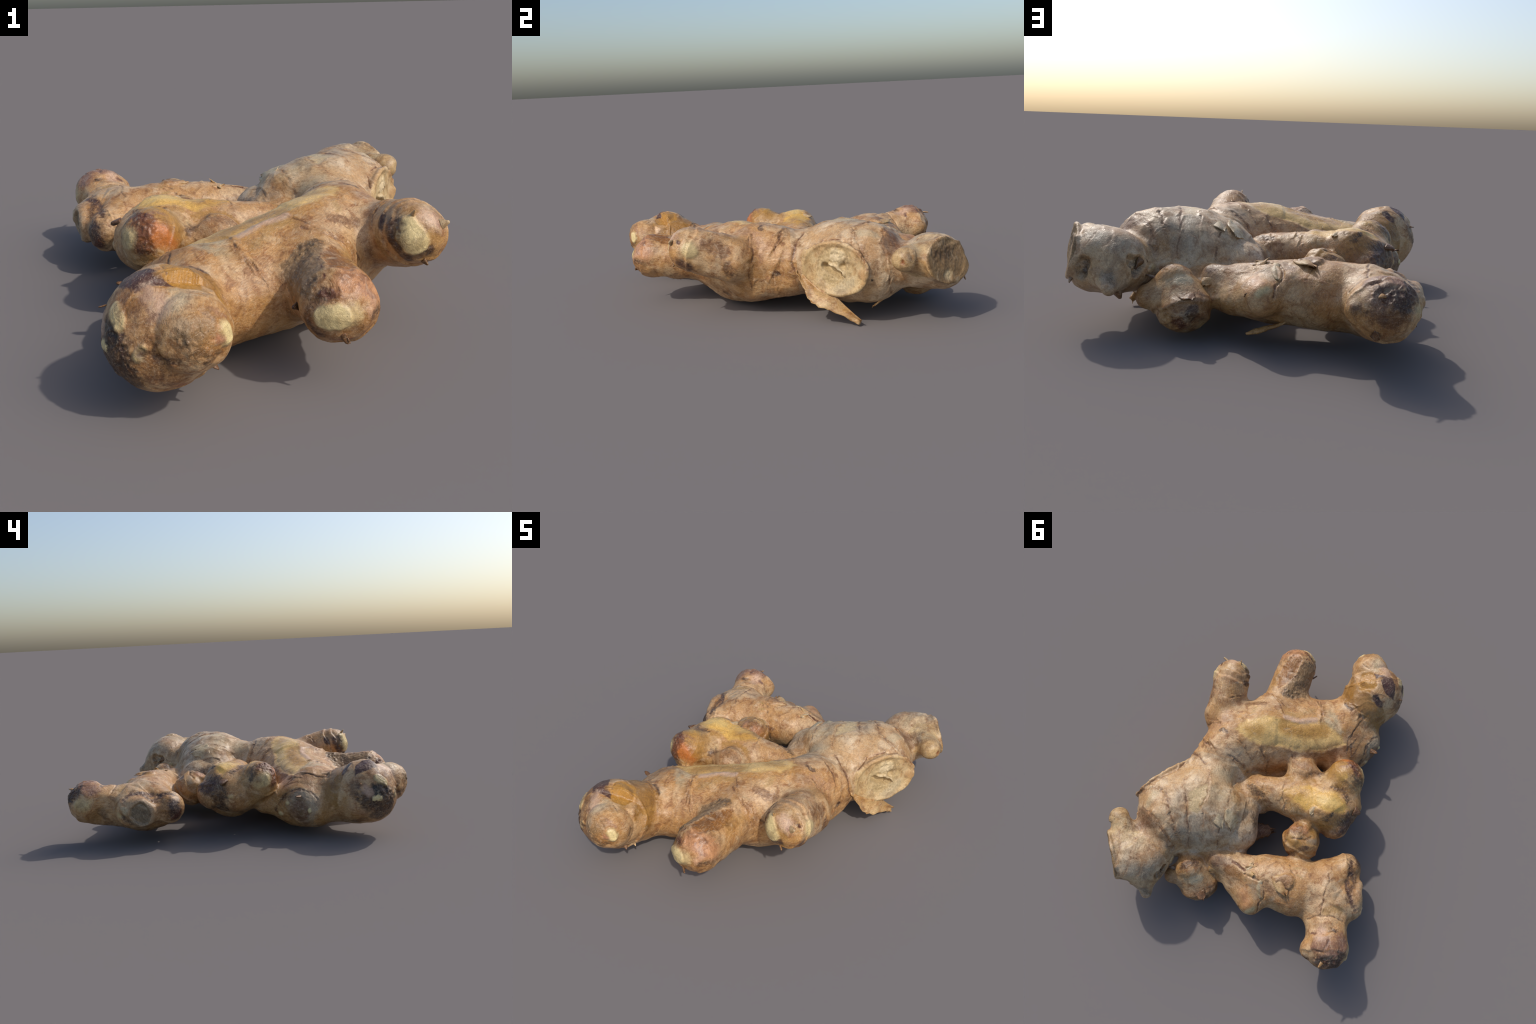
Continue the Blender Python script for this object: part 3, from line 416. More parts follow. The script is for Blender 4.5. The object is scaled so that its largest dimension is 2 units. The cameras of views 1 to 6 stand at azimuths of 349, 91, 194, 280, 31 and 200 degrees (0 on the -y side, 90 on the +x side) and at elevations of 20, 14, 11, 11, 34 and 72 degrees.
blot('grey nape', 'grey_skin', [(.248, -.021, .460), (.196, -.017, .438)], r=0.0542, op=0.6, soft=0.05, rag=0.02)
blot('tan foot', 'amber_brown', [(-.195, -.187, .341), (-.347, -.264, .324)], r=0.0390, op=0.6, soft=0.03, rag=0.02)
blot('tan throat', 'tan_brown', [(.067, -.012, .321), (-.029, -.071, .299)], r=0.0389, op=0.5, soft=0.04, rag=0.02)
blot('brown socket rim', 'brown', [(.409, .626, .369), (.384, .634, .332), (.384, .652, .319)], r=0.0200, op=0.6, soft=0.03, rag=0.02)
blot('brown flank', 'brown', [(-.383, .765, .236), (-.341, .764, .196)], r=0.0468, op=0.5, soft=0.05, rag=0.04)
blot('brown flank', 'tan_brown', [(-.122, .783, .275), (-.014, .729, .243)], r=0.0306, op=0.5, soft=0.04, rag=0.03)
blot('pale cap', 'pale', [(-.138, .688, .314), (-.177, .726, .294)], r=0.0350, op=0.6, soft=0.04, rag=0.03)
blot('olive belly', 'tan_brown', [(-.425, .732, .125), (-.581, .936, .178)], r=0.0207, op=0.5, soft=0.04, rag=0.03)
blot('tan saddle', 'tan', [(-.477, .745, .258), (-.440, .752, .239)], r=0.0297, op=0.7, soft=0.04, rag=0.02)
blot('brown chin', 'rust_brown', [(-.523, -.918, .175), (-.471, -.910, .151), (-.417, -.912, .172)], r=0.0191, op=0.7, soft=0.03, rag=0.04)
blot('brown crown', 'brown', [(-.553, -.878, .375), (-.519, -.903, .366)], r=0.0184, op=0.7, soft=0.03, rag=0.05)
blot('brown streaks', 'rosy_brown', [(.115, -.846, .358), (.156, -.833, .321)], r=0.0165, op=0.6, soft=0.02, rag=0.03)
blot('brown tip', 'rosy_brown', [(.461, -.565, .484), (.480, -.597, .425)], r=0.0214, op=0.6, soft=0.02, rag=0.03)
blot('brown collar', 'brown', [(.042, -.816, .394), (.097, -.810, .393), (.138, -.800, .373)], r=0.0161, op=0.6, soft=0.02, rag=0.03)


# the growing ends are flushed amber and brown, under all the finer marks
for _spine, _tint, _share in (("high_finger", "amber_skin", .5), ("short_finger", "amber_brown", .6), ("thick_finger", "amber_brown", .45), ("ball_bud", "rust_brown", .5),
                              ("rusty_knob", "amber_brown", .6), ("middle_tip", "brown", .5), ("orange_bud", "amber_brown", .6), ("low_knob", "brown", .45),
                              ("end_nub", "straw", .4), ("dark_bud", "brown", .5)):
    _p = np.array(SPINES[_spine][1][-1])
    _q = np.array(SPINES[_spine][1][-2])
    _a = (_p - _q)[:3] / (np.linalg.norm((_p - _q)[:3]) + 1e-9)
    blot("flush", _tint, [_p[:3] + _a * _p[3] * .45], r=_p[3] * .8, op=min(_share * 1.35, .85), soft=.04, rag=.05)
    MARKS.insert(0, MARKS.pop())

# ------------------------------------------------------------------
# 3. A WARP shared by geometry and colour: it makes every mark irregular.
# ------------------------------------------------------------------
WARPS = [((.3, .5, 1.1), 21., .010, (.4, 1.3, 2.2)), ((1.2, .2, .7), 67., .0035, (2.0, .1, 1.0)), ((.8, 1.4, .1), 190., .0012, (.7, 2.9, 1.9))]


def euler_matrix(e):
    (sx, sy, sz), (cx, cy, cz) = np.sin(e), np.cos(e)
    rx = np.array([[1, 0, 0], [0, cx, -sx], [0, sx, cx]])
    ry = np.array([[cy, 0, sy], [0, 1, 0], [-sy, 0, cy]])
    rz = np.array([[cz, -sz, 0], [sz, cz, 0], [0, 0, 1]])
    return rz @ ry @ rx


def warp(P):
    Q = P.copy()
    for e, f, amp, shift in WARPS:
        Q += amp * np.sin((Q * f) @ euler_matrix(e).T + np.array(shift))
    return Q


def hull(c, n):
    """Corners of a window in order round its convex outline, seen along n."""
    u = np.cross(n, (.3, .5, .8))
    u /= np.linalg.norm(u)
    flat = np.stack([c @ u, c @ np.cross(n, u)], 1)
    order = np.lexsort((flat[:, 1], flat[:, 0]))
    chains = []
    for run in (order, order[::-1]):
        out = []
        for i in run:
            while len(out) > 1:
                p, q, r = flat[out[-2]], flat[out[-1]], flat[i]
                if (q[0] - p[0]) * (r[1] - p[1]) - (q[1] - p[1]) * (r[0] - p[0]) > 0:
                    break
                out.pop()
            out.append(i)
        chains += out[:-1]
    return c[chains]


def halfplanes(m):
    """Convex window: inward-closed edge planes of a patch, in warped space."""
    c, n = warp(m["path"]), m["out"] / np.linalg.norm(m["out"])
    c = hull(c, n)
    mid, planes = c.mean(0), []
    for a, b in zip(c, np.roll(c, -1, 0)):
        e = np.cross(b - a, n)
        e /= np.linalg.norm(e) + 1e-9
        if (mid - a) @ e > 0:
            e = -e
        planes.append((e, e @ a))
    planes.append((n, n @ mid + .09))
    planes.append((-n, -(n @ mid) + .09))
    return planes


def mark_dist(m, W):
    if m["kind"] == "patch":
        return np.maximum.reduce([W @ e - k for e, k in halfplanes(m)])
    c = warp(m["path"])
    if len(c) == 1:
        return np.linalg.norm(W - c[0], axis=1) - m["r"]
    d = None
    for a, b in zip(c[:-1], c[1:]):
        q = W - a
        t = np.clip(q @ (b - a) / ((b - a) @ (b - a) + 1e-9), 0, 1)
        s = np.linalg.norm(q - t[:, None] * (b - a), axis=1)
        d = s if d is None else np.minimum(d, s)
    return d - m["r"]


def smooth_step(x):
    x = np.clip(x, 0, 1)
    return x * x * (3 - 2 * x)


def lattice(ix, iy, iz, seed):
    h = (ix * 374761393 + iy * 668265263 + iz * 2147483647 + seed * 974634777) & 0xFFFFFFFF
    h = ((h ^ (h >> 13)) * 1274126177) & 0xFFFFFFFF
    h ^= h >> 16
    return (h & 0xFFFF) / 32767.5 - 1


def noise(P, scale, seed=0):
    q = P * scale
    i = np.floor(q).astype(np.int64)
    f = q - i
    w = f * f * (3 - 2 * f)
    total = 0
    for dx in (0, 1):
        for dy in (0, 1):
            for dz in (0, 1):
                k = np.where(dx, w[:, 0], 1 - w[:, 0]) * np.where(dy, w[:, 1], 1 - w[:, 1]) * np.where(dz, w[:, 2], 1 - w[:, 2])
                total = total + k * lattice(i[:, 0] + dx, i[:, 1] + dy, i[:, 2] + dz, seed)
    return total


# ------------------------------------------------------------------
# 4. SKINNING the skeleton: one closed smooth surface
# ------------------------------------------------------------------
FACETS = [("high_finger", 7), ("short_finger", 7), ("thick_finger", 4), ("orange_bud", 4), ("round_bud", 4), ("middle_tip", 5),
          ("ball_bud", 9), ("rusty_knob", 7), ("side_end", 5), ("dark_bud", 4), ("low_knob", 8), ("end_nub", 3), ("cut_piece", 5)]
# single broad flats: (spine, facing, share of the end radius that is left)
FLATS = [("ball_bud", (-.5, .85, -.12), .93), ("thick_finger", (.25, .2, .95), .93), ("low_knob", (.1, .9, -.3), .93)]
# steps where one sheath ends and the next, slimmer one begins:
# (spine, distance ahead of the knot at its end, step, direction if not the spine's own)
COLLARS = [("high_finger", -.005, .006, None), ("high_finger", .05, .004, None), ("short_finger", .03, .005, None), 
           ("thick_finger", -.10, .006, None), ("orange_bud", .02, .005, None), ("round_bud", .03, .005, None), 
           ("ball_bud", .045, .006, None), ("rusty_knob", -.02, .007, (-.05, -.7, .6)), ("rusty_knob", .05, .005, (-.1, -.6, .7)),
           ("middle_tip", .02, .006, (-.8, .3, -.3)), ("low_knob", .0, .007, None), ("low_knob", .06, .005, None), ("dark_bud", .02, .005, None)]
# how gnarled the surface is where it has these colours, in metres
CRUSTS = {"grey_cork": .0022, "dark_cork": .0026, "dark_brown": .002, "blackish_brown": .0022, "rust_brown": .002, "purple_brown": .0012,
          "tan_brown": .0012, "socket": .005, "cut_pale": .0022, "cut_dark": .003, "cut_light": .0022, "cut_grey": .0016, "amber_brown": .0014, "rust_dark": .0018, "brown": .0009}
LO, HI, STEP = np.array([-.94, -1.12, -.06]), np.array([.92, 1.13, .64]), .0085


def surface():
    n = np.ceil((HI - LO) / STEP).astype(int) // 4 * 4 + 5
    coarse = [LO[k] + STEP * np.arange(0, n[k], 4) for k in range(3)]
    C = np.stack(np.meshgrid(*coarse, indexing="ij"), -1)
    dc = body_dist(C.reshape(-1, 3)).reshape(C.shape[:3])
    near = np.abs(dc) < STEP * 8
    grid = np.repeat(np.repeat(np.repeat(dc, 4, 0), 4, 1), 4, 2)[: n[0], : n[1], : n[2]].copy()
    fine = np.zeros(grid.shape, bool)
    for dx in (-1, 0, 1):
        for dy in (-1, 0, 1):
            for dz in (-1, 0, 1):
                s = np.roll(near, (dx, dy, dz), (0, 1, 2))
                fine |= np.repeat(np.repeat(np.repeat(s, 4, 0), 4, 1), 4, 2)[: n[0], : n[1], : n[2]]
    at = np.argwhere(fine)
    grid[fine] = body_dist(LO + STEP * at)
    inside = grid < 0
    # one vertex in each cell that the surface crosses, at the mean of its edge crossings
    cells = [c - 1 for c in grid.shape]
    total, count = np.zeros((*cells, 3)), np.zeros(cells)
    base = np.stack(np.meshgrid(*[np.arange(c) for c in cells], indexing="ij"), -1)
    corner = lambda o: tuple(slice(o[k], o[k] + cells[k]) for k in range(3))
    for axis in range(3):
        others = [k for k in range(3) if k != axis]
        for i in (0, 1):
            for j in (0, 1):
                a = [0, 0, 0]
                a[others[0]], a[others[1]] = i, j
                b = list(a)
                b[axis] = 1
                ga, gb = grid[corner(a)], grid[corner(b)]
                hit = (ga < 0) != (gb < 0)
                t = ga[hit] / (ga[hit] - gb[hit])
                p = base[hit] + np.array(a)
                p = p.astype(float)
                p[:, axis] += t
                total[hit] += p
                count[hit] += 1
    live = count > 0
    index = -np.ones(cells, int)
    index[live] = np.arange(live.sum())
    verts = LO + STEP * total[live] / count[live][:, None]
    quads = []
    for axis in range(3):
        u, v = (axis + 1) % 3, (axis + 2) % 3
        a = [slice(None)] * 3
        b = [slice(None)] * 3
        a[axis], b[axis] = slice(0, -1), slice(1, None)
        cross = inside[tuple(a)] != inside[tuple(b)]
        e = np.argwhere(cross)
        e = e[(e[:, u] > 0) & (e[:, v] > 0) & (e[:, u] < cells[u]) & (e[:, v] < cells[v])]
        du, dv = np.eye(3, dtype=int)[u], np.eye(3, dtype=int)[v]
        q = np.stack([index[tuple((e - s).T)] for s in (0 * du, du, du + dv, dv)], 1)
        flip = ~inside[tuple(e.T)]
        q[flip] = q[flip][:, ::-1]
        quads.append(q)
    return verts, np.concatenate(quads)


def slope(P):
    h, g = 8e-4, 0
    for s in ((1, -1, -1), (-1, -1, 1), (-1, 1, -1), (1, 1, 1)):
        g = g + np.outer(body_dist(P + h * np.array(s)), s)
    return g / np.linalg.norm(g, axis=1)[:, None]


def split(verts, quads):
    """Cut every quad into four."""
    n = len(verts)
    e = np.sort(np.stack([quads, np.roll(quads, -1, 1)], -1).reshape(-1, 2), 1)
    keys, inverse = np.unique(e[:, 0] * n + e[:, 1], return_inverse=True)
    mids = (verts[keys // n] + verts[keys % n]) / 2
    m = n + inverse.reshape(-1, 4)
    c = n + len(keys) + np.arange(len(quads))
    parts = [np.stack([quads[:, k], m[:, k], c, m[:, k - 1]], 1) for k in range(4)]
    return np.concatenate([verts, mids, verts[quads].mean(1)]), np.concatenate(parts)


def normals(verts, quads):
    fn = np.cross(verts[quads[:, 2]] - verts[quads[:, 0]], verts[quads[:, 3]] - verts[quads[:, 1]])
    n = np.zeros_like(verts)
    for k in range(4):
        for x in range(3):
            n[:, x] += np.bincount(quads[:, k], fn[:, x], len(verts))
    return n / (np.linalg.norm(n, axis=1)[:, None] + 1e-12)


def relax(verts, quads, times):
    for _ in range(times):
        s, c = np.zeros_like(verts), np.zeros(len(verts))
        for k in range(4):
            a, b = quads[:, k], quads[:, (k + 1) % 4]
            for x in range(3):
                s[:, x] += np.bincount(a, verts[b, x], len(verts)) + np.bincount(b, verts[a, x], len(verts))
            c += np.bincount(a, minlength=len(verts)) + np.bincount(b, minlength=len(verts))
        verts = verts * .5 + s / c[:, None] * .5
    return verts


def sculpt():
    V, Q = surface()
    V = relax(V, Q, 2)
    for _ in range(2):
        V = V - np.clip(body_dist(V), -.01, .01)[:, None] * slope(V)
    V, Q = split(V, Q)
    V = V - np.clip(body_dist(V), -.004, .004)[:, None] * normals(V, Q)
    smooth = V.copy()
    N = normals(V, Q)
    # flat facets on the finger ends, where scale leaves and buds were rubbed
    rng = np.random.default_rng(7)
    for name, count in FACETS:
        knots = SPINES[name][1]
        tip, back = np.array(knots[-1]), np.array(knots[-2])
        axis = (tip - back)[:3] / np.linalg.norm((tip - back)[:3])
        near = np.linalg.norm(V - tip[:3], axis=1) < tip[3] * 1.35
        hold = smooth_step((1.35 - np.linalg.norm(V[near] - tip[:3], axis=1) / tip[3]) / .3) * smooth_step((.045 - spine_dist(V[near], name)) / .035)
        for _ in range(count):
            n = rng.normal(size=3) * .75 + axis * .75
            n /= np.linalg.norm(n)
            over = (V[near] - tip[:3]) @ n - tip[3] * rng.uniform(.93, .99)
            V[near] -= (np.maximum(over, 0) * .85 * hold)[:, None] * n
    for name, n, share in FLATS:
        c, n = np.array(SPINES[name][1][-1]), np.array(n) / np.linalg.norm(n)
        near = np.linalg.norm(V - c[:3], axis=1) < c[3] * 1.5
        over = (V[near] - c[:3]) @ n - c[3] * share
        V[near] -= np.maximum(over, 0)[:, None] * .8 * n
    V = relax(V, Q, 1)
    N = normals(V, Q)
    # lumps of the flesh, then creases and wrinkles of the skin
    lift = .0075 * noise(V, 8, 1) + .0040 * noise(V, 19, 2) + .0010 * noise(V, 47, 3)
    fold = 1 - np.abs(noise(V + .03 * noise(V, 9, 8)[:, None], 15, 7)) * 2
    lift += .0012 * smooth_step((fold - .55) / .45) * smooth_step(noise(V, 5, 9) * 2 + .4)
    wr = noise(V + .02 * noise(V, 12, 4)[:, None], 60, 5)
    lift += .0005 * (1 - np.abs(wr) * 2) * smooth_step(noise(V, 6, 6) * 1.5 + .4)
    gnarl = noise(V, 75, 11) + .6 * noise(V, 140, 12)
    W = warp(V)
    segments = [(np.array(a[:3]), np.array(b[:3])) for _, k in SPINES.values() for a, b in zip(k[:-1], k[1:])]
    for m in MARKS:
        mid = m["path"].mean(0)
        ring = "ring" in m["name"] and m["kind"] == "blot" and len(m["path"]) > 1
        crust = CRUSTS.get(m["colour"], 0)
        if not (m["depth"] or ring or crust):
            continue
        reach = np.linalg.norm(m["path"] - mid, axis=1).max() + m["r"] + .06
        near = np.linalg.norm(V - mid, axis=1) < reach
        d = mark_dist(m, W[near])
        soft = max(m["soft"], .012 if m["kind"] == "patch" else .004)
        inside = smooth_step((soft - d) / (2 * soft))
        if m["depth"]:
            thin = m["r"] < .006 and m["kind"] == "blot"
            lift[near] -= m["depth"] * (smooth_step((soft + .002 - d) / (2 * soft)) if thin else inside)
        if crust:
            lift[near] += crust * gnarl[near] * inside * m["op"]
        if ring:  # the sheath of one joint ends in a lip over the next
            a, b = min(segments, key=lambda s: np.linalg.norm((s[0] + s[1]) / 2 - mid))
            t = (b - a) / np.linalg.norm(b - a)
            c = warp(m["path"])
            q = W[near]
            gaps = np.linalg.norm(q[:, None] - c[None], axis=2)
            ahead = (q - c[gaps.argmin(1)]) @ t
            fade = smooth_step((.05 - d) / .05)
            lift[near] += 2 * m["depth"] * m["op"] * np.where(ahead < 0, np.exp(np.minimum(ahead, 0) / .02), np.exp(-np.maximum(ahead, 0) / .003)) * fade
    for name, ahead, step, facing in COLLARS:
        knots = SPINES[name][1]
        c = np.array(knots[-1])
        a = np.array(facing) if facing else c[:3] - np.array(knots[-2])[:3]
        a = a / np.linalg.norm(a)
        near = np.linalg.norm(V - c[:3], axis=1) < c[3] * 1.6
        fade = smooth_step((.055 - np.abs(spine_dist(V[near], name))) / .04)
        q = W[near] - c[:3]
        s = q @ a - ahead + .012 * noise(V[near], 17, 31) + .2 * (q @ np.cross(a, (.3, .2, .9)))
        lift[near] += step * fade * (.7 * np.exp(-(np.minimum(s, 0) / .022) ** 2) * (s < 0) + .7 * np.exp(-np.maximum(s, 0) / .004) * (s >= 0) - .5 * smooth_step(s / .012))
    # the cut stem: a rough, slightly raised rim round a shallow dish
    for name, rise in (("stem_cut", .0055), ("end_cut", .002)):
        c, n, u, v, ru, rv = cut_frame(name)[:6]
        q = V - c
        rho, a = np.hypot(q @ u / ru, q @ v / rv), q @ n
        front = smooth_step((a + .02) / .015) * (a < .03) * (rho < 1.3)
        torn = 1 + .5 * noise(V, 26, 21) + .4 * noise(V, 60, 22)
        lift += front * rise * torn * (np.exp(-((rho - .95) / .07) ** 2) - smooth_step((.88 - rho) / .2) * .35)
        lift -= (a < -.004) * (a > -.05) * (rho < 1.4) * .006 * np.exp(-((a + .022) / .012) ** 2)
    V = V + lift[:, None] * N
    return smooth, V, Q


# ------------------------------------------------------------------
# 5. COLOURS
# ------------------------------------------------------------------
PALETTE = {  # sRGB 0-255
    "flesh": (250, 206, 128), "amber_flesh": (196, 142, 62), "yellow_flesh": (240, 190, 98), "flesh_bright": (246, 210, 132),
    "tan_brown": (150, 108, 68), "brown": (116, 74, 42), "dark_brown": (82, 52, 34), "soot": (106, 84, 64), "khaki": (166, 134, 78),
    "straw": (190, 150, 90), "rosy": (190, 146, 112), "pale": (196, 174, 142), "rust_brown": (120, 72, 38), "olive": (110, 90, 40),
    "cream": (246, 220, 158), "olive_amber": (166, 118, 50), "purple_brown": (96, 64, 52), "pale_rose": (222, 184, 156),
    "cream_skin": (208, 188, 150), "grey_cork": (158, 124, 82), "dark_cork": (104, 78, 50), "pink": (206, 130, 110),
    "blackish_brown": (60, 37, 27), "black": (44, 32, 26), "khaki_cream": (226, 200, 144), "rust_orange": (158, 84, 34),
    "amber_skin": (184, 136, 66), "amber_brown": (158, 104, 44), "salmon": (206, 146, 98), "pink_cream": (218, 168, 132),
    "rust_dark": (104, 54, 34), "khaki_pale": (222, 192, 142), "tan": (196, 150, 98), "gold": (206, 152, 76), "warm_tan": (206, 160, 104), "grey_skin": (172, 156, 132),
    "cut_pale": (206, 178, 128), "cut_light": (236, 212, 166), "cut_dark": (96, 72, 44), "cut_grey": (136, 108, 72),
    "socket": (76, 58, 44), "scar_grey": (136, 120, 96), "black_purple": (58, 38, 34), "rosy_brown": (142, 98, 80), "orange": (204, 122, 58),
}
SKINS = {  # the three tones that mottle each kind of skin
    "tan_skin": ((208, 156, 96), (232, 194, 146), (160, 102, 52)),
    "pale_skin": ((208, 172, 120), (220, 192, 146), (174, 128, 76)),
    "grey_skin": ((216, 180, 134), (238, 210, 172), (180, 134, 86)),  # lightened to carry the pale highlights on the ringed body's top
    "amber_skin": ((198, 148, 84), (214, 178, 126), (160, 104, 46)),
    "cut_flesh": ((214, 180, 126), (228, 200, 152), (182, 140, 86)),
    "end_flesh": ((156, 126, 84), (182, 148, 100), (112, 88, 56)),
    "papery": ((206, 156, 92), (220, 184, 130), (166, 108, 52)),
    "pale_papery": ((214, 186, 140), (226, 204, 164), (180, 140, 92)),
    "dark_papery": ((110, 72, 42), (150, 106, 64), (64, 42, 30)),
}
WET = ("flesh", "amber_flesh", "yellow_flesh", "flesh_bright", "cream", "khaki_cream", "olive_amber", "khaki_pale", "amber_skin", "orange", "salmon")


GAIN = .76


def linear(c, gain=GAIN):
    return tuple(gain * (x / 255 / 12.92 if x / 255 <= .04045 else ((x / 255 + .055) / 1.055) ** 2.4) for x in c) + (1,)


class Net:
    """A short hand for wiring shader nodes."""

    def __init__(self, tree):
        self.tree = tree

    def put(self, kind, *links, **settings):
        n = self.tree.nodes.new("ShaderNode" + kind)
        for k, v in settings.items():
            setattr(n, k, v)
        for k, v in enumerate(links):
            if v is not None:
                self.feed(n.inputs[k], v)
        return n

    def feed(self, socket, v):
        if isinstance(v, bpy.types.NodeSocket):
            self.tree.links.new(v, socket)
        elif isinstance(v, bpy.types.Node):
            self.tree.links.new(v.outputs[0], socket)
        else:
            socket.default_value = tuple(v) if hasattr(v, "__len__") else v

    def math(self, op, a, b=None, c=None, clamp=False):
        return self.put("Math", a, b, c, operation=op, use_clamp=clamp).outputs[0]

    def vec(self, op, a, b=None, c=None):
        n = self.put("VectorMath", a, b, c, operation=op)
        return n.outputs["Value" if op in ("DOT_PRODUCT", "LENGTH", "DISTANCE") else "Vector"]

    def scaled(self, a, s):
        n = self.put("VectorMath", a, operation="SCALE")
        self.feed(n.inputs["Scale"], s)
        return n.outputs[0]

    def noise(self, p, scale, detail=2, rough=.5, distort=0):
        n = self.put("TexNoise", p)
        for k, v in dict(Scale=scale, Detail=detail, Roughness=rough, Distortion=distort).items():
            n.inputs[k].default_value = v
        return n.outputs["Fac"]

    def ramp(self, v, lo, hi, a=0, b=1):
        n = self.put("MapRange", v, lo, hi, a, b, interpolation_type="SMOOTHSTEP")
        return n.outputs[0]

    def mix(self, f, a, b, blend="MIX"):
        n = self.tree.nodes.new("ShaderNodeMix")
        n.data_type, n.blend_type = "RGBA", blend
        for s, v in ((0, f), (6, a), (7, b)):
            self.feed(n.inputs[s], v)
        return n.outputs[2]

    def mapped(self, p, loc, rot, scale):
        n = self.put("Mapping", p, vector_type="POINT")
        n.inputs["Location"].default_value, n.inputs["Rotation"].default_value, n.inputs["Scale"].default_value = loc, rot, (scale,) * 3
        return n.outputs[0]


def make_group(name, ins, outs, wire):
    g = bpy.data.node_groups.new(name, "ShaderNodeTree")
    for n, t in ins:
        g.interface.new_socket(n, in_out="INPUT", socket_type="NodeSocket" + t)
    for n, t in outs:
        g.interface.new_socket(n, in_out="OUTPUT", socket_type="NodeSocket" + t)
    i, o = g.nodes.new("NodeGroupInput"), g.nodes.new("NodeGroupOutput")
    for k, s in enumerate(wire(Net(g), i.outputs)):
        g.links.new(s, o.inputs[k])
    return g


def build_groups():
    def warp_nodes(net, i):
        q = i[0]
        for e, f, amp, shift in WARPS:
            q = net.vec("ADD", q, net.scaled(net.vec("SINE", net.mapped(q, shift, e, f)), amp))
        return [q]

    def segment_nodes(net, i):
        q = net.vec("SUBTRACT", i[0], i[1])
        t = net.math("MULTIPLY", net.vec("DOT_PRODUCT", q, i[2]), i[3], clamp=True)
        return [net.vec("LENGTH", net.vec("SUBTRACT", q, net.scaled(i[2], t)))]

    return (make_group("skin_warp", [("Point", "Vector")], [("Point", "Vector")], warp_nodes),
            make_group("segment_distance", [("Point", "Vector"), ("Start", "Vector"), ("Along", "Vector"), ("Inverse", "Float")], [("Distance", "Float")], segment_nodes))


def group_node(net, group, *links):
    n = net.put("Group")
    n.node_tree = group
    for k, v in enumerate(links):
        net.feed(n.inputs[k], v)
    return n.outputs[0]


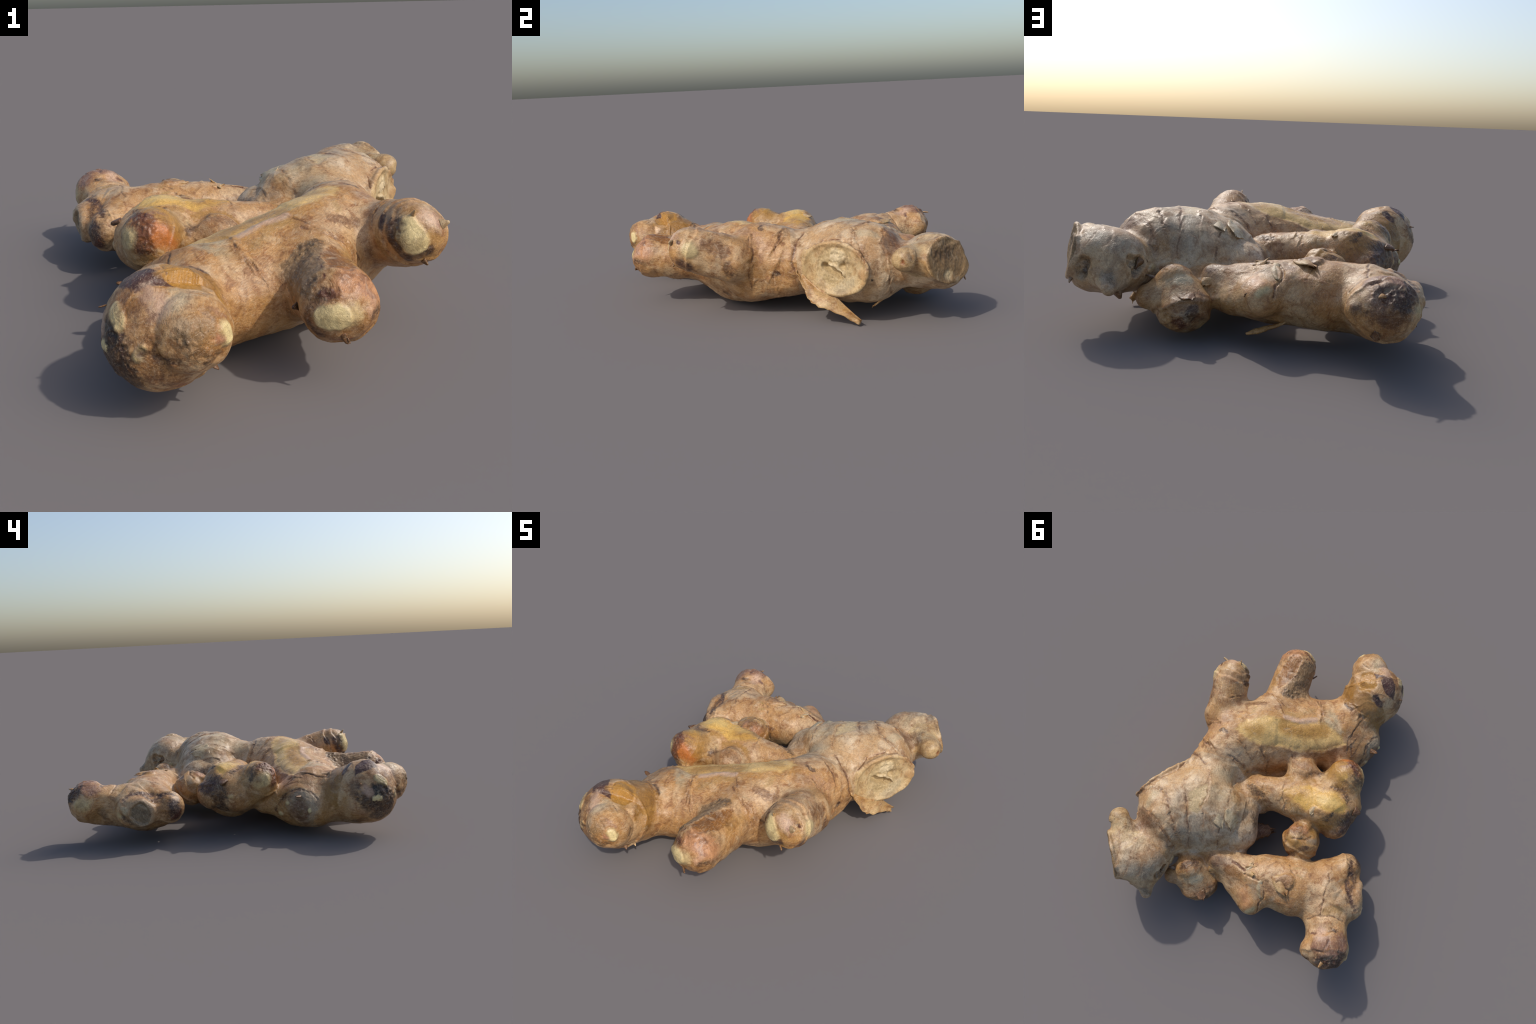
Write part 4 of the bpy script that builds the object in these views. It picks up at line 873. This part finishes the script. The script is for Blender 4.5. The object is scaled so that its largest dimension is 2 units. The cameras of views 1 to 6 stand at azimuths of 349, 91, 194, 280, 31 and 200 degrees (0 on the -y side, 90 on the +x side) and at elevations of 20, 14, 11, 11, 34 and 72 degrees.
def skin_material(name, skin, marks, axis, groups, gloss=.41, fibre=1.0, spots=1.0):
    mat = bpy.data.materials.new(name)
    mat.use_nodes = True
    tree = mat.node_tree
    tree.nodes.clear()
    net = Net(tree)
    P = net.put("TexCoord").outputs["Object"]
    W = group_node(net, groups[0], P)
    # stretched coordinates: fibres run along the part's own axis
    a = np.array(axis, float) / np.linalg.norm(axis)
    wet = None
    u = np.cross(a, (0, 0, 1) if abs(a[2]) < .9 else (1, 0, 0))
    u /= np.linalg.norm(u)
    v = np.cross(a, u)
    comb = net.put("CombineXYZ", net.math("MULTIPLY", net.vec("DOT_PRODUCT", W, tuple(u)), 110.0), net.math("MULTIPLY", net.vec("DOT_PRODUCT", W, tuple(v)), 110.0), net.math("MULTIPLY", net.vec("DOT_PRODUCT", W, tuple(a)), 20.0)).outputs[0]
    streak = net.noise(comb, 1.6, 5, .62, .6)
    broad = net.noise(P, 5.5, 4, .55, .4)
    mid = net.noise(P, 21, 5, .62, .8)
    fine = net.noise(P, 95, 4, .65)
    tiny = net.noise(P, 330, 2, .6)
    rag = net.math("ADD", net.math("MULTIPLY", net.math("SUBTRACT", net.noise(P, 48, 4, .6), .5), 2.6), net.math("MULTIPLY", net.math("SUBTRACT", fine, .5), 1.6))
    wear = net.noise(P, 33, 4, .65, .5)
    base, light, deep = (linear(c) for c in SKINS[skin])
    col = net.mix(net.ramp(broad, .4, .66), base, light)
    col = net.mix(net.math("MULTIPLY", net.ramp(mid, .47, .68), .75), col, deep)
    col = net.mix(net.math("MULTIPLY", net.ramp(mid, .44, .28), .6), col, light)
    # rusty bloom and peppery specks gather where a wide noise allows
    bloom = net.math("MULTIPLY", net.ramp(net.noise(P, 7.5, 3, .6, .5), .52, .7), net.ramp(fine, .42, .66))
    col = net.mix(net.math("MULTIPLY", bloom, .55 * spots), col, linear(PALETTE["tan_brown"]))
    drift = net.ramp(net.noise(P, 4.3, 3, .55, .8), .5, .68)
    col = net.mix(net.math("MULTIPLY", drift, .42 * spots), col, linear((150, 98, 54)))
    gold = net.ramp(net.noise(net.vec("ADD", P, (3.0, 1.0, 2.0)), 6.1, 3, .55, .6), .54, .68)
    col = net.mix(net.math("MULTIPLY", gold, .45 * spots), col, linear((200, 146, 74)))
    height = net.math("MULTIPLY", streak, .5 * fibre)
    plain = W
    for m in marks:
        d = None
        W = net.vec("MULTIPLY_ADD", col, (1e-7, 1e-7, 1e-7), plain)  # one mark after another keeps the shader's stack small
        if m["kind"] == "patch":
            for e, k in halfplanes(m)[:-2]:
                s = net.math("SUBTRACT", net.vec("DOT_PRODUCT", W, tuple(e)), float(k))
                d = s if d is None else net.math("MAXIMUM", d, s)
            mid_point = warp(m["path"]).mean(0)
            s = net.math("SUBTRACT", net.math("ABSOLUTE", net.vec("DOT_PRODUCT", net.vec("SUBTRACT", W, tuple(mid_point)), tuple(m["out"]))), .09)
            d = net.math("MAXIMUM", d, s)
        else:
            c = warp(m["path"])
            if len(c) == 1:
                d = net.vec("DISTANCE", W, tuple(c[0]))
            for p, q in zip(c[:-1], c[1:]):
                s = group_node(net, groups[1], W, tuple(p), tuple(q - p), float(1 / ((q - p) @ (q - p) + 1e-9)))
                d = s if d is None else net.math("MINIMUM", d, s)
            d = net.math("SUBTRACT", d, float(m["r"]))
        d = net.math("MULTIPLY_ADD", rag, float(m["rag"]), d)
        soft = max(m["soft"] * 1.15, min(.3 * m["r"], .02) if m["r"] > .012 else 0)
        if "growth ring" in m["name"]:  # rusty band beside each joint line
            halo = net.math("MULTIPLY", net.ramp(d, .0, .024, .5, 0.0), net.ramp(wear, .36, .58))
            col = net.mix(halo, col, linear((164, 114, 64)))
        mask = net.ramp(d, -soft, soft, float(m["op"]), 0.0)
        if m["kind"] == "blot" and m["r"] > .012 and not m["colour"] in WET:  # worn thin in places
            mask = net.math("MULTIPLY", mask, net.ramp(wear, .34, .56, .66, 1.0))
        if m["colour"] in WET:
            wet = mask if wet is None else net.math("MAXIMUM", wet, mask)
        if m["soft"] >= .018:  # broad stains break up into grain
            mask = net.math("MULTIPLY", mask, net.ramp(net.math("ADD", mask, net.math("MULTIPLY", net.math("SUBTRACT", fine, .5), 1.3)), .1, .5))
        col = net.mix(mask, col, linear(PALETTE[m["colour"]]))
    # fibres, grain and specks over everything but bare flesh
    dry = net.math("SUBTRACT", 1.0, net.math("MULTIPLY", wet, .75)) if wet is not None else 1.0
    col = net.mix(net.math("MULTIPLY", net.math("MULTIPLY", net.ramp(streak, .5, .7), .30 * fibre), dry), col, linear((236, 214, 178)))
    col = net.mix(net.math("MULTIPLY", net.math("MULTIPLY", net.ramp(streak, .5, .3), .30 * fibre), dry), col, linear((128, 88, 54)), "MULTIPLY")
    col = net.mix(net.math("MULTIPLY", net.ramp(net.noise(P, 12, 4, .6, 1.2), .5, .68), .35), col, linear((150, 108, 70)), "MULTIPLY")
    col = net.mix(net.math("MULTIPLY", net.ramp(net.noise(P, 15, 4, .6, .8), .56, .74), .34), col, linear((236, 212, 176)))
    grain = net.math("MULTIPLY_ADD", tiny, .5, net.math("MULTIPLY", fine, .55))
    g = net.ramp(grain, .3, .75, .74, 1.22)
    col = net.mix(1.0, col, net.put("CombineColor", g, g, g).outputs[0], "MULTIPLY")
    vor = net.put("TexVoronoi", P)
    vor.inputs["Scale"].default_value = 75
    speck = net.math("MULTIPLY", net.ramp(vor.outputs["Distance"], .17, .06), net.ramp(net.noise(P, 14, 3, .6), .46, .6))
    col = net.mix(net.math("MULTIPLY", speck, .85 * spots), col, linear((82, 52, 36)))
    height = net.math("ADD", height, net.math("ADD", net.math("MULTIPLY", fine, .8), net.math("MULTIPLY", tiny, .25)))
    crack = net.put("TexVoronoi", net.vec("ADD", W, net.scaled(net.put("CombineXYZ", mid, fine, broad).outputs[0], .02)))
    crack.feature = "DISTANCE_TO_EDGE"
    crack.inputs["Scale"].default_value = 26
    wrinkle = net.math("MULTIPLY", net.ramp(crack.outputs["Distance"], .07, .0), net.ramp(net.noise(P, 9, 3, .6), .5, .68))
    height = net.math("SUBTRACT", height, net.math("MULTIPLY", wrinkle, .45))
    col = net.mix(net.math("MULTIPLY", wrinkle, .12), col, linear((110, 76, 48)))
    bump = net.put("Bump")
    bump.inputs["Strength"].default_value = .55
    bump.inputs["Distance"].default_value = .004
    net.feed(bump.inputs["Height"], height)
    shader = net.put("BsdfPrincipled")
    net.feed(shader.inputs["Base Color"], col)
    rough = net.ramp(mid, .3, .7, gloss - .1, gloss + .12)
    if wet is not None:
        rough = net.math("SUBTRACT", rough, net.math("MULTIPLY", wet, .12))
    net.feed(shader.inputs["Roughness"], rough)
    shader.inputs["Specular IOR Level"].default_value = .5
    net.feed(shader.inputs["Normal"], bump.outputs[0])
    out = net.put("OutputMaterial")
    tree.links.new(shader.outputs[0], out.inputs[0])
    return mat


# ------------------------------------------------------------------
# 6. PARTS: which stretch of surface belongs to which named object
# ------------------------------------------------------------------
PARTS = [  # object name, spines, parent key, skin, key
    ("rhizome_segment", ("front_trunk", "front_shoulder", "front_hip", "front_scar", "front_heel", "front_web", "front_belly"), None, "tan_skin", "front"),
    ("rhizome_segment", ("ringed_body", "ringed_flank", "ringed_lobe", "ringed_under", "ringed_web"), None, "grey_skin", "ringed"),
    ("finger", ("high_finger",), "front", "tan_skin", "high"),
    ("finger", ("short_finger",), "front", "tan_skin", "short"),
    ("finger", ("thick_finger", "thick_cheek"), "front", "tan_skin", "thick"),
    ("finger", ("middle_finger", "middle_tip", "middle_neck"), None, "tan_skin", "middle"),
    ("bud", ("orange_bud",), "middle", "amber_skin", "orange"),
    ("bud", ("round_bud",), "middle", "tan_skin", "round"),
    ("finger", ("side_finger", "side_end", "side_web"), None, "tan_skin", "side"),
    ("bud", ("ball_bud", "ball_wart", "ball_neck"), "side", "tan_skin", "ball"),
    ("bud", ("rusty_knob",), "side", "amber_skin", "rusty"),
    ("bud", ("side_stub",), "side", "tan_skin", "stub"),
    ("bud", ("dark_bud",), "side", "tan_skin", "dark"),
    ("finger", ("cut_piece", "end_point", "end_neck"), None, "grey_skin", "cut_piece"),
    ("bud", ("end_nub",), "cut_piece", "pale_skin", "nub"),
    ("bud", ("low_knob", "low_neck", "low_side"), "ringed", "tan_skin", "low"),
]
CUT_PARTS = [("cut_face", "stem_cut", "ringed", "cut_flesh"), ("cut_face", "end_cut", "cut_piece", "end_flesh")]


def mesh_object(name, verts, faces, mat, parent, vertex_normals=None):
    me = bpy.data.meshes.new(name)
    me.from_pydata(verts, [], faces) if isinstance(faces, list) else quick_mesh(me, verts, faces)
    me.polygons.foreach_set("use_smooth", np.ones(len(me.polygons), bool))
    if vertex_normals is not None:
        me.normals_split_custom_set_from_vertices(vertex_normals)
    me.materials.append(mat)
    ob = bpy.data.objects.new(name, me)
    bpy.context.collection.objects.link(ob)
    ob.parent = parent
    return ob


def quick_mesh(me, verts, faces):
    me.vertices.add(len(verts))
    me.vertices.foreach_set("co", np.asarray(verts, np.float32).ravel())
    me.loops.add(faces.size)
    me.loops.foreach_set("vertex_index", faces.astype(np.int32).ravel())
    me.polygons.add(len(faces))
    me.polygons.foreach_set("loop_start", np.arange(0, faces.size, 4, dtype=np.int32))
    me.update(calc_edges=True)
    me.validate()


def build_body(root, groups):
    smooth, V, Q = sculpt()
    N = normals(V, Q)
    centre = smooth[Q].mean(1)
    reach = np.stack([np.minimum.reduce([spine_dist(centre, s) for s in p[1]]) for p in PARTS], 1)
    owner = reach.argmin(1)
    face_n = normals(smooth, Q)[Q].mean(1)
    for k, (_, cut, _, _) in enumerate(CUT_PARTS):
        c, n, u, v, ru, rv, _ = cut_frame(cut)
        q = centre - c
        on = (np.abs(q @ n) < .012) & (np.hypot(q @ u / ru, q @ v / rv) < 1.12) & (face_n @ n > .8)
        owner[on] = len(PARTS) + k
    made = {}
    todo = [(p[0], p[2], p[3], p[4]) for p in PARTS] + [(c[0], c[2], c[3], c[1]) for c in CUT_PARTS]
    for k, (name, parent, skin, key) in enumerate(todo):
        faces = Q[owner == k]
        used, local = np.unique(faces, return_inverse=True)
        pts = V[used]
        mine = []
        for m in MARKS:
            # keep the marks that come near this part
            lo = np.linalg.norm(pts[:, None, :][::12] - m["path"][None], axis=2).min()
            span = m["r"] + .03 if m["kind"] == "blot" else max(.06, np.ptp(m["path"], axis=0).max() * .6)
            if lo < span + .012:
                mine.append(m)
        if k < len(PARTS):
            knots = [q for s in PARTS[k][1] for q in SPINES[s][1]]
            axis = np.array(knots[-1][:3]) - np.array(knots[0][:3])
            style = dict(fibre=1.0, spots=1.0)
        else:
            axis, style = (0, 0, 1), dict(fibre=.7, spots=.4, gloss=.6)
        mat = skin_material(f"{skin}_{key}", skin, mine, axis, groups, **style)
        made[key] = mesh_object(name, pts, local.reshape(-1, 4), mat, made.get(parent, root), N[used])
    return made


# ------------------------------------------------------------------
# 7. LOOSE SKIN: flakes, scale leaves, root spikes, the torn flap
# ------------------------------------------------------------------
FLAKES = []


def flake(name, skin, base, tip, out, width, lift=0, hump=0):
    FLAKES.append((name, skin, np.array(base), np.array(tip), np.array(out), width, lift, hump))


flake("skin_flake", "pale_papery", (.188, .364, .463), (.139, .430, .418), out=(-.343, .209, .916), width=0.0846, lift=0.012, hump=0.004)
flake("skin_flake", "pale_papery", (.097, .315, .433), (.085, .418, .394), out=(-.652, -.086, .753), width=0.1078, lift=0.014, hump=0.004)
flake("skin_flake", "dark_papery", (-.016, .335, .138), (-.135, .286, .115), out=(-.791, -.104, .602), width=0.1160, lift=0, hump=0)
flake("skin_flake", "dark_papery", (-.555, -.374, .254), (-.606, -.369, .253), out=(-.790, .146, .596), width=0.0343, lift=0.004, hump=0)
flake("root_spike", "dark_papery", (-.577, .064, .344), (-.618, .068, .333), out=(-.770, .216, .600), width=0.0620, lift=0, hump=0)
flake("skin_flake", "pale_papery", (-.335, .136, .409), (-.342, .180, .386), out=(.274, .318, .908), width=0.0446, lift=0.014, hump=0.006)
flake("skin_flake", "papery", (-.278, .581, .357), (-.340, .673, .336), out=(-.049, -.066, .997), width=0.1003, lift=0.016, hump=0.01)
flake("skin_flake", "pale_papery", (-.093, .609, .329), (-.102, .558, .321), out=(.154, .053, .987), width=0.0426, lift=0.006, hump=0.003)
flake("skin_flake", "pale_papery", (-.165, .655, .336), (-.219, .734, .285), out=(.066, .387, .920), width=0.0583, lift=0.004, hump=0.004)
flake("root_spike", "dark_papery", (-.634, -.731, .339), (-.657, -.736, .331), out=(-.892, .152, .426), width=0.0157, lift=0.004, hump=0)
flake("root_spike", "dark_papery", (-.341, -.848, .163), (-.330, -.854, .148), out=(.700, -.479, -.530), width=0.0223, lift=0.004, hump=0)
flake("root_spike", "papery", (-.338, -.786, .138), (-.328, -.789, .127), out=(.707, -.255, -.659), width=0.0159, lift=0.004, hump=0)
flake("skin_flake", "dark_papery", (.037, -.864, .219), (.059, -.881, .203), out=(-.198, -.820, -.536), width=0.0330, lift=0, hump=0)
flake("root_spike", "dark_papery", (-.061, -.730, .269), (-.083, -.754, .277), out=(-.993, .013, -.113), width=0.0267, lift=0, hump=0)
flake("root_spike", "papery", (.373, -.575, .479), (.378, -.595, .508), out=(-.369, -.594, .715), width=0.0216, lift=0, hump=0)
flake("root_spike", "pale_papery", (.477, -.589, .447), (.502, -.599, .458), out=(.545, -.719, .432), width=0.0380, lift=0, hump=0)
flake("root_spike", "dark_papery", (.422, -.590, .320), (.435, -.601, .308), out=(.061, -.721, -.691), width=0.0263, lift=0, hump=0)
flake("root_spike", "papery", (-.662, .970, .330), (-.648, 1.002, .328), out=(.078, .805, .588), width=0.0236, lift=0, hump=0)
flake("root_spike", "dark_papery", (.470, .796, .185), (.456, .796, .159), out=(-.353, .326, -.877), width=0.0554, lift=0, hump=0)
flake("root_spike", "dark_papery", (.647, .878, .249), (.650, .886, .227), out=(.272, .809, -.522), width=0.0238, lift=0, hump=0)
flake("skin_flake", "papery", (.565, .499, .124), (.569, .438, .085), out=(.460, .392, -.797), width=0.0254, lift=0, hump=0)
flake("skin_flake", "dark_papery", (.153, .809, .212), (.119, .845, .203), out=(-.280, .535, .797), width=0.0647, lift=0, hump=0)
flake("skin_flake", "dark_papery", (.382, .714, .324), (.403, .769, .291), out=(-.975, -.001, .220), width=0.0523, lift=0, hump=0)
flake("root_spike", "dark_papery", (.335, .725, .248), (.381, .731, .257), out=(.771, .195, .606), width=0.0295, lift=0, hump=0)
flake("root_spike", "dark_papery", (.307, .596, .295), (.303, .591, .311), out=(-.336, .937, .098), width=0.0221, lift=0, hump=0)
flake("skin_flake", "papery", (-.102, .632, .327), (-.135, .618, .348), out=(.168, .242, .956), width=0.0406, lift=0.004, hump=0)
flake("skin_flake", "dark_papery", (-.280, .627, .353), (-.362, .609, .362), out=(-.051, .200, .978), width=0.0311, lift=0.004, hump=0)
flake("skin_flake", "papery", (.111, .647, .263), (.136, .668, .218), out=(.220, .846, .486), width=0.0691, lift=0.01, hump=0)
flake("skin_flake", "papery", (.081, .686, .195), (.006, .666, .170), out=(.573, .794, .203), width=0.0319, lift=0.008, hump=0)
flake("skin_flake", "dark_papery", (-.632, .971, .182), (-.657, .974, .164), out=(.268, .811, -.520), width=0.0507, lift=0, hump=0)
flake("root_spike", "dark_papery", (-.768, .618, .139), (-.772, .615, .120), out=(-.523, .393, -.757), width=0.0136, lift=0, hump=0)
flake("skin_flake", "papery", (-.128, .564, .332), (-.074, .594, .325), out=(.318, -.293, .901), width=0.0203, lift=0.008, hump=0)
flake("skin_flake", "dark_papery", (-.142, .810, .269), (-.098, .811, .235), out=(.178, .580, .795), width=0.0171, lift=0, hump=0)


def sheet(name, mid, thick, mat, parent):
    """A solid sheet from a grid of middle points: rows along, columns across."""
    r, c = mid.shape[:2]
    du, dv = np.gradient(mid, axis=0), np.gradient(mid, axis=1)
    n = np.cross(du, dv)
    n /= np.linalg.norm(n, axis=2)[..., None] + 1e-9
    t = np.full((r, c, 1), thick / 2)
    t[:, 0] = t[:, -1] = t[-1] = thick / 5
    pts = np.concatenate([(mid + n * t).reshape(-1, 3), (mid - n * t).reshape(-1, 3)])
    faces, k = [], r * c
    for i in range(r - 1):
        for j in range(c - 1):
            a = i * c + j
            faces += [(a, a + 1, a + c + 1, a + c), (k + a, k + a + c, k + a + c + 1, k + a + 1)]
    rim = [i * c for i in range(r)] + [(r - 1) * c + j for j in range(1, c)] + [i * c + c - 1 for i in range(r - 2, -1, -1)] + list(range(c - 2, 0, -1))
    for a, b in zip(rim, rim[1:] + rim[:1]):
        faces.append((a, b, k + b, k + a))
    me_faces = [tuple(f) for f in faces]
    ob = mesh_object(name, pts.tolist(), me_faces, mat, parent)
    return ob


def build_extras(made, groups):
    skins = {k: skin_material("loose_" + k, k, [], (.3, .8, .2), groups, spots=.6) for k in ("papery", "pale_papery", "dark_papery")}
    tops = {}
    for name, spines, parent, skin, key in PARTS:
        for s in spines:
            tops[s] = parent or key
    rng = np.random.default_rng(3)

    def owner(p):
        return made[tops[min(SPINES, key=lambda s: spine_dist(p[None], s)[0])]]

    for name, skin, base, tip, out, width, lift, hump in FLAKES:
        along = tip - base
        long = np.linalg.norm(along)
        out = out / np.linalg.norm(out)
        across = np.cross(out, along)
        across /= np.linalg.norm(across) + 1e-9
        up = np.cross(along, across)
        up /= np.linalg.norm(up) + 1e-9
        spike = name == "root_spike"
        rows, cols = 9, 9
        grid = np.zeros((rows, cols, 3))
        ragged = rng.normal(size=(rows, 2)) * .1
        for i in range(rows):
            t = i / (rows - 1)
            half = width / 2 * ((1 - t) ** .8 + .04 if spike else (np.sin(np.pi * (.3 + .68 * t)) ** .7) * (1 + ragged[i, 0]))
            for j in range(cols):
                s = j / (cols - 1) * 2 - 1
                p = base + along * (t * (1.06 if not spike else 1) - .06) + across * half * s
                p = p + up * (lift * t * t + hump * np.sin(np.pi * t) * (1 - s * s) + (half * .35 * (1 - s * s) if spike else .004 * np.sin(s * 3 + t * 4)))
                p = p + along * (.10 * rng.normal() if i == rows - 1 and not spike else 0)
                grid[i, j] = p - out * (.004 * (1 - t) + .001)
        sheet(name, grid, max(.0035, width * .3) if spike else .0045, skins[skin], owner(base))

    # the torn flap that hangs under the cut stem, ending in a curled tail
    inner = [(.475, .06, .29), (.51, .10, .235), (.565, .165, .185), (.602, .235, .165), (.618, .285, .112), (.634, .335, .064), (.642, .366, .036)]
    outer = [(.498, .045, .28), (.522, .068, .215), (.552, .098, .140), (.594, .152, .099), (.612, .212, .086), (.620, .300, .038), (.634, .358, .012)]
    rows = []
    for k in range(25):
        x = k / 24 * (len(inner) - 1)
        i = min(int(x), len(inner) - 2)
        f = x - i
        a = np.array(inner[i]) * (1 - f) + np.array(inner[i + 1]) * f
        b = np.array(outer[i]) * (1 - f) + np.array(outer[i + 1]) * f
        b = b + rng.normal(size=3) * .003
        n = np.cross(np.array(inner[i + 1]) - np.array(inner[i]), b - a)
        n /= np.linalg.norm(n) + 1e-9
        rows.append([a * (1 - s) + b * s + n * .012 * np.sin(np.pi * s) for s in np.linspace(0, 1, 8)])
    sheet("skin_flake", np.array(rows), .007, skins["papery"], made["ringed"])

    # a dry rootlet below the side finger: a tapering, bent twig
    path = np.array([(-.25, .68, .115), (-.225, .70, .098), (-.185, .725, .086), (-.135, .76, .074), (-.097, .783, .064)])
    width = [.016, .010, .014, .019, .008]
    tube, around = [], 10
    for k in range(21):
        x = k / 20 * 4
        i = min(int(x), 3)
        f = x - i
        p = path[i] * (1 - f) + path[i + 1] * f
        w = width[i] * (1 - f) + width[i + 1] * f
        t = path[i + 1] - path[i]
        u = np.cross(t, (0, 0, 1))
        u /= np.linalg.norm(u)
        v = np.cross(u, t)
        v /= np.linalg.norm(v)
        tube += [(p + w * (1 + .15 * rng.normal()) * (u * np.cos(a) + .6 * v * np.sin(a))).tolist() for a in np.linspace(0, 2 * np.pi, around, endpoint=False)]
    faces = [(i * around + j, i * around + (j + 1) % around, (i + 1) * around + (j + 1) % around, (i + 1) * around + j) for i in range(20) for j in range(around)]
    faces += [tuple(range(around))[::-1], tuple(range(20 * around, 21 * around))]
    mesh_object("rootlet", tube, faces, skins["papery"], made["side"])



def main():
    groups = build_groups()
    root = bpy.data.objects.new("ginger_root", None)
    bpy.context.collection.objects.link(root)
    root["label"] = "knobbly fresh ginger root with stubby fingers and peeled patches"
    root["category"] = "ginger root"
    made = build_body(root, groups)
    build_extras(made, groups)


main()
